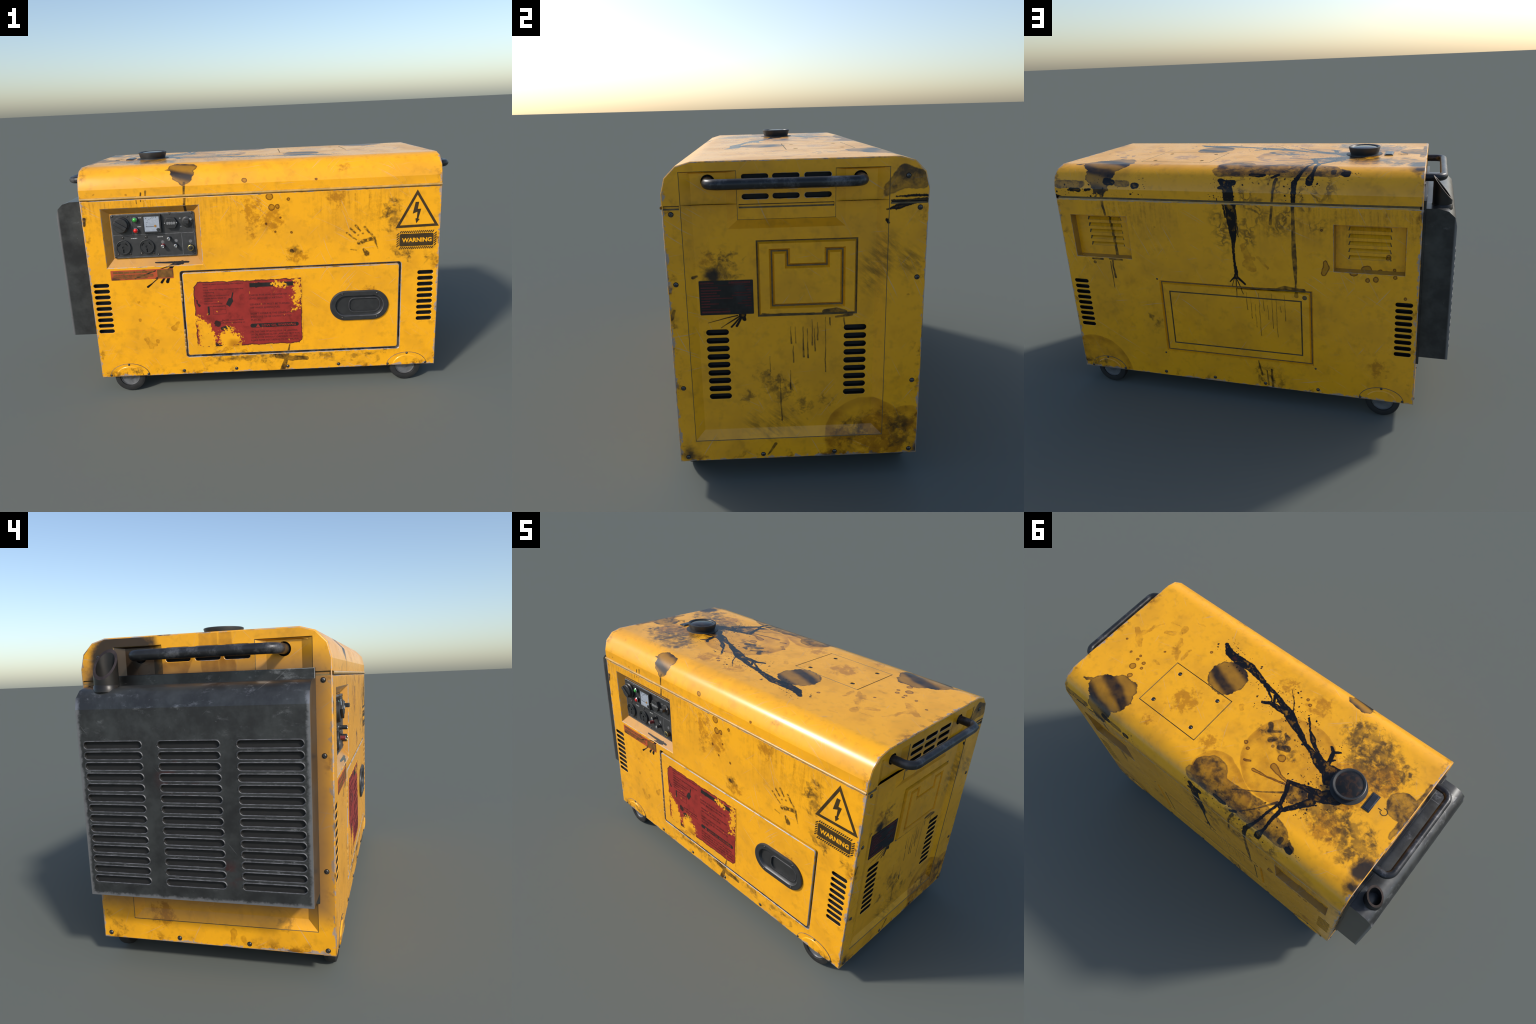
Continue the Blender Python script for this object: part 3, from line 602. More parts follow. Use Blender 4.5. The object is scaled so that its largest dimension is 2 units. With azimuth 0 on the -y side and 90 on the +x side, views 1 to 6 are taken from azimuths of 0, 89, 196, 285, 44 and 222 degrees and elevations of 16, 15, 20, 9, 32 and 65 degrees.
def cover_material():
    """black sheet steel, scuffed pale along rims and edges"""
    n = Net("exhaust_cover_steel")
    P = n.pos()
    x, y, z = n.split(P)
    mid = n.noise(P, 9, 5, 0.65)
    col = n.mix(n.step(mid, 0.35, 0.68), (0.046, 0.047, 0.048), (0.082, 0.086, 0.085))
    smear = n.mul(n.step(n.noise(n.vec("MULTIPLY", P, (1, 1, 2.2)), 11, 6, 0.72), 0.56, 0.74),
                  n.step(z, 0.80, 1.0))
    col = n.mix(n.mul(smear, 0.62), col, (0.34, 0.345, 0.35))
    rows = n.step(n.noise(n.xyz(0.0, n.mul(y, 26.0), n.mul(z, 60.0)), 1.0, 5, 0.75), 0.54, 0.70)
    rows = n.mul(rows, n.mul(n.step(z, 0.35, 0.40), n.step(z, 0.88, 0.84)))
    cols = n.mx(n.step(n.absv(y), 0.115, 0.095), n.step(n.absv(n.sub(n.absv(y), 0.265)), 0.115, 0.095))
    col = n.mix(n.mul(n.mul(rows, cols), 0.62), col, (0.34, 0.345, 0.35))
    spk = n.step(n.noise(P, 75, 3, 0.7), 0.70, 0.78)
    col = n.mix(n.mul(spk, 0.5), col, (0.30, 0.305, 0.31))
    e = n.mn(n.sub(0.389, n.absv(y)), n.sub(z, 0.322))
    fade = n.step(x, -0.985, -0.996)
    wear = n.mul(n.step(n.sub(e, n.mul(n.noise(P, 30, 4, 0.7), 0.030)), 0.0, -0.012), fade)
    col = n.mix(n.mul(wear, 0.7), col, (0.33, 0.33, 0.34))
    scr = None
    for ang, off in ((0.9, 2.0), (-0.7, 7.0)):
        a = n.add(n.mul(y, math.cos(ang)), n.mul(z, math.sin(ang)))
        b = n.add(n.mul(y, -math.sin(ang)), n.mul(z, math.cos(ang)))
        s = n.step(n.noise(n.xyz(n.mul(a, 4.0), n.mul(b, 150.0), off), 1.0, 1.5), 0.75, 0.80)
        scr = s if scr is None else n.mx(scr, s)
    col = n.mix(n.mul(scr, 0.5), col, (0.30, 0.30, 0.30))
    heat = n.mul(n.step(n.vec("DISTANCE", n.xyz(y, z, 0.0), (0.045, 0.745, 0)), 0.10, 0.0), n.step(n.noise(P, 14, 2), 0.45, 0.62))
    heat = n.mx(heat, n.mul(n.step(n.vec("DISTANCE", n.xyz(y, z, 0.0), (-0.115, 0.42, 0)), 0.06, 0.0), n.step(n.noise(P, 20, 2), 0.45, 0.6)))
    col = n.mix(n.mul(heat, 0.7), col, (0.11, 0.015, 0.015))
    return n.finish(col, n.mixf(mid, 0.27, 0.42), 0.6, 0.5)


cover_mat = cover_material()
n_ = Net("louver_toplit_tint")
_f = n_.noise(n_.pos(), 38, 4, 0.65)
_up = n_.step(n_.split(n_.normal())[2], -0.15, 0.45)  # upward faces get paler colour: light from above painted onto the rims
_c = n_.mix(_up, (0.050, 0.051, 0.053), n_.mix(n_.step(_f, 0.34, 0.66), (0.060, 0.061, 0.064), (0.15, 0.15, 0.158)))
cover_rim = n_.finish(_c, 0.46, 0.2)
pipe_mat = plain("pipe_steel", (0.035, 0.033, 0.031), 0.36, 0.5, vary=0.3, scale=12)
pipe_lip = plain("pipe_lip", (0.075, 0.055, 0.050), 0.45, 0.5, vary=0.5, scale=20)


def label_material(name, ink):
    """red paper label, torn so that the yellow door shows; ink = colour of this layer"""
    n = Net(name)
    x, y, z = n.split(n.pos())
    p = n.xyz(x, z, 0.0)
    w = n.warp(n.warp(p, 26, 0.030, 3), 90, 0.010, 2)
    # torn away
    d = n.strokes(w, [[(-0.325, 0.405, 0.010), (-0.295, 0.355, 0.030), (-0.28, 0.28, 0.045)], [(-0.300, 0.245, 0.03), (-0.26, 0.315, 0.02)],
                      [(-0.170, 0.325, 0.024), (-0.175, 0.285, 0.046), (-0.145, 0.278, 0.040)], [(-0.20, 0.30, 0.018), (-0.13, 0.255, 0.020)],
                      [(0.085, 0.575, 0.018), (0.12, 0.57, 0.012)], [(0.192, 0.60, 0.012), (0.198, 0.55, 0.020), (0.188, 0.49, 0.020)], [(0.20, 0.455, 0.008), (0.175, 0.44, 0.006)]])
    frag = n.noise(p, 70, 4, 0.7)
    torn = n.step(n.add(d, n.mul(n.sub(frag, 0.5), 0.135)), 0.0015, -0.0015)
    chips = n.mul(n.step(n.noise(n.warp(p, 60, 0.02, 2), 46, 3, 0.6), 0.685, 0.70), n.step(n.noise(p, 8, 2), 0.45, 0.55))
    torn = n.mx(torn, chips)
    # ragged outline
    e = n.mx(n.sub(n.absv(n.add(x, 0.061)), 0.277), n.sub(n.absv(n.sub(z, 0.4245)), 0.1805))
    cut = n.math("SUBTRACT", n.add(x, n.mul(z, -1.0)), -0.055)
    e = n.mx(e, n.mul(n.sub(cut, 0.0), 0.7)) if False else e
    corner = n.mul(n.sub(n.sub(x, z), -0.055 + 0.010), 0.7)
    e = n.mx(e, corner)
    corner2 = n.mul(n.sub(n.sub(z, x), 0.917), 0.7)
    e = n.mx(e, corner2)
    e = n.add(e, n.mul(n.sub(n.noise(n.warp(p, 14, 0.03), 22, 3, 0.6), 0.42), 0.022))
    outside = n.step(e, -0.0006, 0.0006)
    border = n.step(e, -0.007, -0.003)
    big = n.noise(p, 12, 4, 0.6)
    red = n.mix(n.step(big, 0.35, 0.7), ink, tuple(c * 0.78 for c in ink))
    red = n.mix(n.mul(border, 0.85), red, (0.05, 0.014, 0.010))
    # ink splat and folded corner shadow
    sp = n.strokes(n.warp(n.warp(p, 40, 0.030, 2), 12, 0.012, 2), [[(-0.226, 0.374, 0.020)], [(-0.226, 0.374, 0.006), (-0.250, 0.385, 0.002)], [(-0.226, 0.374, 0.006), (-0.195, 0.39, 0.002)],
                      [(-0.226, 0.374, 0.006), (-0.215, 0.352, 0.002)], [(-0.007, 0.575, 0.013), (0.02, 0.572, 0.006)], [(-0.335, 0.53, 0.003), (-0.312, 0.475, 0.006)],
                      [(-0.245, 0.253, 0.010), (-0.18, 0.255, 0.004)]])
    red = n.mix(n.mul(n.step(sp, 0.002, -0.002), 0.93), red, (0.012, 0.008, 0.007))
    red = n.mul_color(n.mul(n.step(n.noise(n.warp(p, 8, 0.05, 2), 16, 6, 0.7), 0.46, 0.70), 0.60), red, (0.35, 0.25, 0.25))
    # the door's own paint where the paper is gone
    P3 = n.pos()
    bigp = n.noise(P3, 5.0, 4, 0.55)
    midp = n.noise(P3, 26, 5, 0.65)
    base = n.mix(n.step(bigp, 0.42, 0.70), YELLOW, YELLOW_DULL)
    base = n.mix(n.mul(n.step(midp, 0.50, 0.75), 0.38), base, (0.50, 0.20, 0.012))
    dirt = n.strokes(n.warp(p, 14, 0.03, 3), [[(-0.15, 0.255, 0.03), (-0.11, 0.262, 0.02)]])
    base = n.mul_color(n.mul(n.step(dirt, 0.012, -0.02), 0.6), base, (0.40, 0.28, 0.12))
    gone = n.mx(torn, outside)
    col = n.mix(gone, red, base)
    return n.finish(col, n.mixf(gone, 0.5, 0.37), 0.0, 0.45)


label_red = label_material("label_red_paper", (0.315, 0.024, 0.018))
label_ink = label_material("label_ink", (0.060, 0.013, 0.014))
label_black = label_material("label_black_bar", (0.017, 0.014, 0.013))


def orange_label_material():
    n = Net("orange_label_paper")
    x, y, z = n.split(n.pos())
    p = n.xyz(x, z, 0.0)
    col = n.mix(n.step(n.noise(p, 14, 3), 0.35, 0.7), (0.46, 0.072, 0.018), (0.30, 0.055, 0.018))
    d = n.strokes(n.warp(p, 20, 0.02, 3), [[(-0.735, 0.635, 0.010), (-0.715, 0.628, 0.010)], [(-0.68, 0.655, 0.004), (-0.674, 0.640, 0.004)], [(-0.44, 0.66, 0.014)], [(-0.58, 0.681, 0.005)]])
    col = n.mix(n.mul(n.step(d, 0.010, -0.006), 0.85), col, (0.03, 0.018, 0.008))
    d = n.strokes(p, [[(-0.52, 0.674, 0.003), (-0.626, 0.6375, 0.004)], [(-0.454, 0.680, 0.003), (-0.53, 0.625, 0.004)]])
    col = n.mix(n.step(d, 0.001, -0.001), col, OIL)
    return n.finish(col, 0.5)


orange_label = orange_label_material()
orange_ink = plain("orange_label_ink", (0.20, 0.085, 0.012), 0.5, vary=0.4)
data_label = plain("data_label_black", (0.010, 0.010, 0.011), 0.30, vary=0.3, scale=8, dust=(0.05, 0.052, 0.055), dust_at=(0.45, 0.8))
data_ink = plain("data_label_ink", (0.12, 0.011, 0.011), 0.5, vary=0.5, scale=14)


def cap_top_material():
    n = Net("fuel_cap_top")
    f = n.noise(n.pos(), 30, 4, 0.6, 1.0)
    col = n.mix(n.step(f, 0.4, 0.66), (0.010, 0.010, 0.009), (0.045, 0.022, 0.010))
    return n.finish(col, 0.16, 0.2, 0.6)


cap_top = cap_top_material()

# ================================================================== geometry helpers
class Solid:
    """collects polygons with material slots, then makes one mesh"""

    def __init__(self):
        self.v, self.f, self.m, self.s = [], [], [], []
        self.sharp = set()

    def vert(self, co):
        self.v.append(tuple(co))
        return len(self.v) - 1

    def face(self, idx, m=0, smooth=False):
        self.f.append(tuple(idx)); self.m.append(m); self.s.append(smooth)

    def loop(self, pts):
        return [self.vert(p) for p in pts]

    def bridge(self, a, b, m=0, smooth=False, closed=True):
        k = len(a)
        for i in range(k if closed else k - 1):
            j = (i + 1) % k
            self.face((a[i], a[j], b[j], b[i]), m, smooth)

    def fill(self, outer, holes=(), m=0):
        rings = [outer, *holes]
        flat = [i for r in rings for i in r]
        P = np.array([self.v[i] for i in flat])
        O = np.array([self.v[i] for i in outer])
        nrm = np.abs(np.cross(O - O[0], np.roll(O, -1, 0) - O[0]).sum(0))
        keep = [k for k in range(3) if k != int(nrm.argmax())]
        edges, s = [], 0
        for r in rings:
            edges += [(s + k, s + (k + 1) % len(r)) for k in range(len(r))]
            s += len(r)
        Q = P[:, keep]
        out = delaunay_2d_cdt([Vector(q) for q in Q], edges, [], 0, 1e-7)
        back = [src[0] if src else 0 for src in out[3]]
        tris = np.array([[back[i] for i in t] for t in out[2]])
        cen = Q[tris].mean(1)
        ok, s = np.ones(len(tris), bool), 0
        for k, r in enumerate(rings):       # keep triangles inside the outline and outside every hole
            R = Q[s:s + len(r)]
            s += len(r)
            A, B = R, np.roll(R, -1, 0)
            c = cen[:, None, :]
            up = (A[None, :, 1] > c[..., 1]) != (B[None, :, 1] > c[..., 1])
            with np.errstate(divide="ignore", invalid="ignore"):
                xi = A[None, :, 0] + (c[..., 1] - A[None, :, 1]) / (B - A)[None, :, 1] * (B - A)[None, :, 0]
            inside = (up & (c[..., 0] < xi)).sum(1) % 2 == 1
            ok &= inside if k == 0 else ~inside
        for tri in tris[ok]:
            self.face([flat[i] for i in tri], m)

    def make(self, name, mats, parent=None, sharp_angle=None, merge=2e-5, tilt=None):
        import bmesh
        bm = bmesh.new()
        vs = [bm.verts.new(c) for c in self.v]
        for f, m, s in zip(self.f, self.m, self.s):
            if len(set(f)) < 3:
                continue
            try:
                bf = bm.faces.new([vs[i] for i in f])
            except ValueError:
                continue
            bf.material_index, bf.smooth = m, s
        bmesh.ops.remove_doubles(bm, verts=bm.verts, dist=merge)
        bmesh.ops.dissolve_degenerate(bm, dist=1e-6, edges=bm.edges)
        bmesh.ops.recalc_face_normals(bm, faces=bm.faces)
        if sharp_angle:
            for e in bm.edges:
                if len(e.link_faces) == 2 and e.calc_face_angle(0) > math.radians(sharp_angle):
                    e.smooth = False
        for e in bm.edges:      # smooth faces keep their normals apart from flat ones
            if len(e.link_faces) == 2 and e.link_faces[0].smooth != e.link_faces[1].smooth:
                e.smooth = False
        me = bpy.data.meshes.new(name)
        bm.to_mesh(me)
        bm.free()
        for m in mats:
            me.materials.append(m)
        if tilt:        # pressed sheet: bands of one slot are shaded steeper than they are deep
            slot_id, axis, k = tilt
            axis = Vector(axis)
            me.update()
            nor = [c.vector.copy() for c in me.corner_normals]
            for poly in me.polygons:
                if poly.material_index == slot_id:
                    f = poly.normal
                    t = f - axis * f.dot(axis)
                    if f.dot(axis) > 0.2:
                        q = (axis * f.dot(axis) + t * k).normalized()
                        for li in poly.loop_indices:
                            nor[li] = q
            me.normals_split_custom_set(nor)
        return add(name, me, parent)


def add(name, data, parent=None, loc=None, rot=None):
    o = bpy.data.objects.new(name, data)
    scene.collection.objects.link(o)
    if parent:
        o.parent = parent
    if loc is not None:
        o.location = loc
    if rot is not None:
        o.rotation_euler = rot
    return o


def front_map(u, v, d): return (u, YF + d, v)
def rear_map(u, v, d): return (u, YR - d, v)
def right_map(u, v, d): return (X1 + 0.001 - d, u, v)
def left_map(u, v, d): return (X0 - 0.001 + d, u, v)
def roof_map(u, v, d): return (u, v, ZT - d)


def rect(u0, v0, u1, v1, r=0.0, seg=4):
    if r <= 0:
        return [(u0, v0), (u1, v0), (u1, v1), (u0, v1)]
    out = []
    for cx, cy, a0 in ((u1 - r, v0 + r, -90), (u1 - r, v1 - r, 0), (u0 + r, v1 - r, 90), (u0 + r, v0 + r, 180)):
        for k in range(seg + 1):
            a = math.radians(a0 + 90 * k / seg)
            q = (cx + r * math.cos(a), cy + r * math.sin(a))
            if not out or math.dist(q, out[-1]) > 1e-6:
                out.append(q)
    if math.dist(out[0], out[-1]) < 1e-6:
        out.pop()
    return out


def slot(cu, cv, w, h, seg=6):
    return rect(cu - w / 2, cv - h / 2, cu + w / 2, cv + h / 2, h / 2, seg)


def disc(cu, cv, r, seg=24, sy=1.0):
    return [(cu + r * math.cos(2 * math.pi * k / seg), cv + r * sy * math.sin(2 * math.pi * k / seg)) for k in range(seg)]


def inset(poly, d):
    """move every edge of a counter-clockwise polygon inwards by d"""
    n, out = len(poly), []
    area = sum(poly[i][0] * poly[(i + 1) % n][1] - poly[(i + 1) % n][0] * poly[i][1] for i in range(n))
    s = 1 if area > 0 else -1
    for i in range(n):
        p0, p1, p2 = np.array(poly[i - 1]), np.array(poly[i]), np.array(poly[(i + 1) % n])
        e1, e2 = p1 - p0, p2 - p1
        n1 = np.array((-e1[1], e1[0])) / (np.linalg.norm(e1) + 1e-12) * s
        n2 = np.array((-e2[1], e2[0])) / (np.linalg.norm(e2) + 1e-12) * s
        b = n1 + n2
        k = d * 2 / max(float(b @ b), 0.2)
        q = p1 + b * k
        out.append((float(q[0]), float(q[1])))
    return out


class Pocket:
    """a hole in a panel: rings (polygon, depth, material of the band that leads to it), then a cap with pockets of its own"""

    def __init__(self, rings, cap=0, pockets=(), smooth=False):
        self.rings, self.cap, self.pockets, self.smooth = rings, cap, pockets, smooth


def dent(poly, depth, wall=0, cap=0, lip=0.0, lip_depth=0.0, lip_mat=0, base=0.0, shrink=0.0, pockets=()):
    rings = [(poly, base, 0)]
    if lip:
        rings.append((inset(poly, lip), base + lip_depth, lip_mat))
    rings.append((inset(poly, lip + shrink), base + depth, wall))
    return Pocket(rings, cap, pockets)


def groove(poly, width, depth, m, base=0.0, island=0, pockets=(), rise=0.0):
    """V groove that follows a polygon, with the sheet continuing inside"""
    w = width
    return Pocket([(poly, base, 0), (inset(poly, w * 0.36), base + depth, m), (inset(poly, w * 0.64), base + depth, GRV), (inset(poly, w), base + rise, m)], island, pockets)


def sink(S, mp, pk):
    prev = None
    first = None
    for poly, d, m in pk.rings:
        ds = d if isinstance(d, (list, tuple)) else [d] * len(poly)
        cur = S.loop([mp(u, v, dd) for (u, v), dd in zip(poly, ds)])
        if prev is None:
            first = cur
        else:
            S.bridge(prev, cur, m, pk.smooth)
        prev = cur
    S.fill(prev, [sink(S, mp, q) for q in pk.pockets], pk.cap)
    return first


def panel(S, mp, outer, thick, pockets=(), chamfer=0.003, m=0, edge=1, top=0.0, step=0.0):
    face = S.loop([mp(u, v, top) for u, v in (inset(outer, chamfer) if chamfer else outer)])
    S.fill(face, [sink(S, mp, q) for q in pockets], m)
    prev = face
    if chamfer:
        a = S.loop([mp(u, v, top + chamfer * 0.29) for u, v in inset(outer, chamfer * 0.29)])
        b = S.loop([mp(u, v, top + chamfer) for u, v in outer])
        S.bridge(prev, a, edge, True)
        S.bridge(a, b, edge, True)
        prev = b
    if step:        # thin flange, narrower body behind it
        a = S.loop([mp(u, v, top + chamfer + 0.003) for u, v in outer])
        S.bridge(prev, a, m)
        outer = inset(outer, step)
        prev = S.loop([mp(u, v, top + chamfer + 0.003) for u, v in outer])
        S.bridge(a, prev, m)
    back = S.loop([mp(u, v, top + thick) for u, v in outer])
    S.bridge(prev, back, m)
    S.fill(back, (), m)


def block(name, mp, outer, d0, d1, mats, parent, chamfer=0.002, pockets=(), edge=0):
    """plate from depth d0 (negative = proud) back to d1"""
    S = Solid()
    panel(S, mp, outer, d1 - d0, pockets, chamfer, 0, edge, top=d0)
    return S.make(name, mats, parent, 50)


def lathe(S, profile, frame, seg=28, m=0, smooth=True, mats=None, cap_start=True, cap_end=True):
    """profile of (radius, height); frame(r cos, r sin, h) -> xyz"""
    rings = []
    for r, h in profile:
        rings.append(S.loop([frame(r * math.cos(2 * math.pi * k / seg), r * math.sin(2 * math.pi * k / seg), h) for k in range(seg)]))
    for i, (a, b) in enumerate(zip(rings[:-1], rings[1:])):
        S.bridge(a, b, mats[i] if mats else m, smooth)
    if cap_start:
        S.fill(rings[0], (), mats[0] if mats else m)
    if cap_end:
        S.fill(rings[-1], (), mats[-1] if mats else m)


def at(mp, cu, cv, d=0.0):
    """frame for lathe: axis points out of the panel"""
    return lambda a, b, h: mp(cu + a, cv + b, d - h)


def knob(name, mp, cu, cv, profile, mats, parent, d=0.0, seg=24, slots=None, sharp=35):
    S = Solid()
    lathe(S, profile, at(mp, cu, cv, d), seg, mats=slots)
    return S.make(name, mats, parent, sharp)


def tube(name, path, radius, mats, parent, seg=16):
    S = Solid()
    pts = [Vector(p) for p in path]
    prev, side = None, None
    for i, p in enumerate(pts):
        t = (pts[min(i + 1, len(pts) - 1)] - pts[max(i - 1, 0)]).normalized()
        up = Vector((0, 0, 1))
        side = t.cross(up).normalized()
        n2 = side.cross(t).normalized()
        ring = S.loop([p + radius * (math.cos(2 * math.pi * k / seg) * side + math.sin(2 * math.pi * k / seg) * n2) for k in range(seg)])
        if prev is None:
            S.fill(ring)
        else:
            S.bridge(prev, ring, 0, True)
        prev = ring
    S.fill(prev)
    return S.make(name, mats, parent, 60)


def lettering(name, text, mp, cu, cv, height, width, mats, parent, d=-0.0012, thick=0.0006, bold=0.0, align="CENTER"):
    """text as thin raised letters fitted to a given width and capital height"""
    c = bpy.data.curves.new(name, "FONT")
    c.body, c.size, c.align_x, c.align_y = text, 1.0, "LEFT", "BOTTOM_BASELINE"
    c.offset, c.resolution_u = bold, 2
    c.extrude = 0.01
    tmp = bpy.data.objects.new("tmp", c)
    scene.collection.objects.link(tmp)
    bpy.context.view_layer.update()
    me = bpy.data.meshes.new_from_object(tmp.evaluated_get(bpy.context.evaluated_depsgraph_get()))
    bpy.data.objects.remove(tmp)
    bpy.data.curves.remove(c)
    co = np.array([v.co for v in me.vertices])
    lo, hi = co.min(0), co.max(0)
    sx = width / (hi[0] - lo[0])
    sy = height / 0.70 if height else sx
    off = {"CENTER": -0.5 * width, "LEFT": 0.0}[align]
    for v, (x, y, z) in zip(me.vertices, co):
        u = cu + off + (x - lo[0]) * sx
        w = cv + (y - 0.35) * sy
        v.co = mp(u, w, d + (thick if z < 0 else 0.0))
    import bmesh
    bm = bmesh.new()
    bm.from_mesh(me)
    bmesh.ops.recalc_face_normals(bm, faces=bm.faces)
    bm.to_mesh(me)
    bm.free()
    me.name = name
    me.materials.clear()
    for m in mats:
        me.materials.append(m)
    return add(name, me, parent)


def bars(name, mp, rows, mats, parent, d=-0.0010, seed=1, back=0.0004, gap=0.35):
    """rows of small print too small to read: broken bars (u0, u1, v, height)"""
    rng = random.Random(seed)
    S = Solid()
    for u0, u1, v, h in rows:
        u = u0
        while u < u1 - h * 0.4:
            w = min(rng.uniform(0.8, 3.2) * h, u1 - u)
            panel(S, mp, rect(u, v - h / 2, u + w, v + h / 2), back, (), 0, top=d)
            u += w + gap * h
    o = S.make(name, mats, parent)
    o["kind"] = "stuff"
    return o


# ================================================================== the generator
root = bpy.data.objects.new("generator", None)
root.empty_display_size = 0.2
scene.collection.objects.link(root)
root["label"] = "weathered yellow box generator on wheels with black exhaust grille"
root["category"] = "generator"

PAINT, EDGE, GRV, HOLE, SLOPE = 0, 1, 2, 3, 4


def vent_column(cu, rows, z0, z1, w, h, base=0.0, lip=0.0015, cap=HOLE, deep=0.028):
    out = []
    for k in range(rows):
        z = z0 + (z1 - z0) * k / (rows - 1)
        out.append(dent(slot(cu, z, w, h), deep, HOLE, cap, lip, 0.0012, PAINT, base))
    return out


def arch(cu, cv, rx, ry, seg=14):
    return [(cu + rx, cv)] + [(cu + rx * math.cos(math.pi * k / seg), cv + ry * math.sin(math.pi * k / seg)) for k in range(1, seg)] + [(cu - rx, cv)]


# ---- hood: wrapped sheet with rounded shoulders -------------------------------------------
S = Solid()
prof = [(-y, z) for y, z in HOOD] + [(-0.322, ZT), (0.322, ZT)] + [(y, z) for y, z in reversed(HOOD)]
prof = [(YF, SEAM1)] + prof + [(YR, SEAM1)]
ch = 0.0025
rings = []
for x, k in ((X0, 1.0), (X0 + ch, 0.0), (X1 - ch, 0.0), (X1, 1.0)):
    ring = []
    for y, z in prof:
        dy, dz = y, z - 0.95
        l = math.hypot(dy, dz)
        ring.append((x, y - k * ch * dy / l, z - k * ch * dz / l if z > SEAM1 else z))
    rings.append(S.loop(ring))
for a, b, m in ((rings[0], rings[1], EDGE), (rings[2], rings[3], EDGE)):
    S.bridge(a, b, m, False, closed=False)
top_seg = 5
hatch = groove(rect(0.145, -0.007, 0.515, 0.268), 0.0045, 0.003, 2, 0.0, 4 + 5 * 4 + 1,
               [dent(disc(u, v, 0.0115, 20), 0.006, 2, 3, 0.001, 0.0008, 1) for u, v in ((0.456, 0.037), (0.205, 0.037), (0.206, 0.225), (0.457, 0.225))])
zone_rings = [rings[1]] + [S.loop([(x, y, z) for (_, y, z) in (S.v[i] for i in rings[1])]) for x in HOOD_X[1:-1]] + [rings[2]]
for q in range(6):
    a, b = zone_rings[q], zone_rings[q + 1]
    for i in range(len(prof) - 1):
        if i == top_seg:
            continue
        S.face((a[i], a[i + 1], b[i + 1], b[i]), 4 + q * 4 + (0 if i < top_seg else 3), i not in (0, len(prof) - 2))
    last = q == 5
    cuts = [-0.322, 0.322] if last else [-0.322, 0.10, 0.322]
    for j in range(len(cuts) - 1):
        x0, x1 = HOOD_X[q], HOOD_X[q + 1]
        S.fill(S.loop([(x0, cuts[j], S.v[a[top_seg]][2]), (x1, cuts[j], S.v[a[top_seg]][2]), (x1, cuts[j + 1], S.v[a[top_seg]][2]), (x0, cuts[j + 1], S.v[a[top_seg]][2])]),
               [sink(S, lambda u, v, d: (u, v, S.v[a[top_seg]][2] - d), hatch)] if last else [], 4 + q * 4 + 1 + j)
for ring, x in ((rings[0], X0 + 0.04), (rings[3], X1 - 0.04)):      # hollow ends that take the end walls
    lip, deep = [], []
    for i in ring:
        _, y, z = S.v[i]
        y2, z2 = y * 0.985, (z if z <= SEAM1 else SEAM1 + (z - SEAM1) * 0.96)
        lip.append(S.vert((S.v[i][0], y2, z2)))
        deep.append(S.vert((x, y2, z2)))
    S.bridge(ring, lip, 0)
    S.bridge(lip, deep, 2)
    S.fill(deep, (), 2)
low0, low1 = [rings[0][0]] + [r[0] for r in zone_rings] + [rings[3][0]], [rings[0][-1]] + [r[-1] for r in zone_rings] + [rings[3][-1]]
S.bridge(low0, low1, 0, False, closed=False)
hood = S.make("hood", [hood_paints[0][0], hood_edge, groove_mat, hole_mat] + [m for row in hood_paints for m in row], root, 60)
for e in hood.data.edges:          # crease where the shoulder meets the upright sheet
    v0, v1 = (hood.data.vertices[i].co for i in e.vertices)
    if abs(v0.z - 1.095) < 0.004 and abs(v1.z - 1.095) < 0.004 and abs(v0.x - v1.x) > 0.5:
        e.use_edge_sharp = True

# ---- bead under the hood -------------------------------------------------------------------
zc, hb = 0.5 * (SEAM0 + SEAM1), 0.5 * (SEAM1 - SEAM0)


def seam(name, y_face, prof, mats):
    """strip between wall and hood; prof = (depth, height, material of the band that follows)"""
    S = Solid()
    sgn = -1 if y_face < 0 else 1
    r0 = S.loop([(X0 + 0.012 * (d > -0.001) + 0.001, y_face - sgn * d, z) for d, z, _ in prof])
    r1 = S.loop([(X1 - 0.012 * (d > -0.001) - 0.001, y_face - sgn * d, z) for d, z, _ in prof])
    k = len(prof)
    for i in range(k):
        j = (i + 1) % k
        S.face((r0[i], r0[j], r1[j], r1[i]), prof[i][2], True)
    S.fill(r0); S.fill(r1)
    return S.make(name, mats, root, 40)


hb2, zb = 0.0060, SEAM0 + 0.0082
seam("seam_bead", YF, [(0.03, SEAM0, 1), (0.003, SEAM0, 1), (0.003, zb - hb2, 0)] + [(-0.0060 * math.cos(t), zb + hb2 * math.sin(t), 0) for t in np.linspace(-math.pi / 2, math.pi / 2, 9)] + [(0.03, zb + hb2, 0)],
     [bead_mat, groove_mat])
seam("seam_groove", YR, [(0.03, SEAM0, 0), (0.0005, SEAM0, 0), (0.0015, SEAM0 + 0.005, 1), (0.005, SEAM0 + 0.006, 1), (0.005, SEAM1, 1), (0.03, SEAM1, 1)], [bead_mat, groove_mat])  # dark upper band paints the overhang's shadow, tan band the lit lower edge

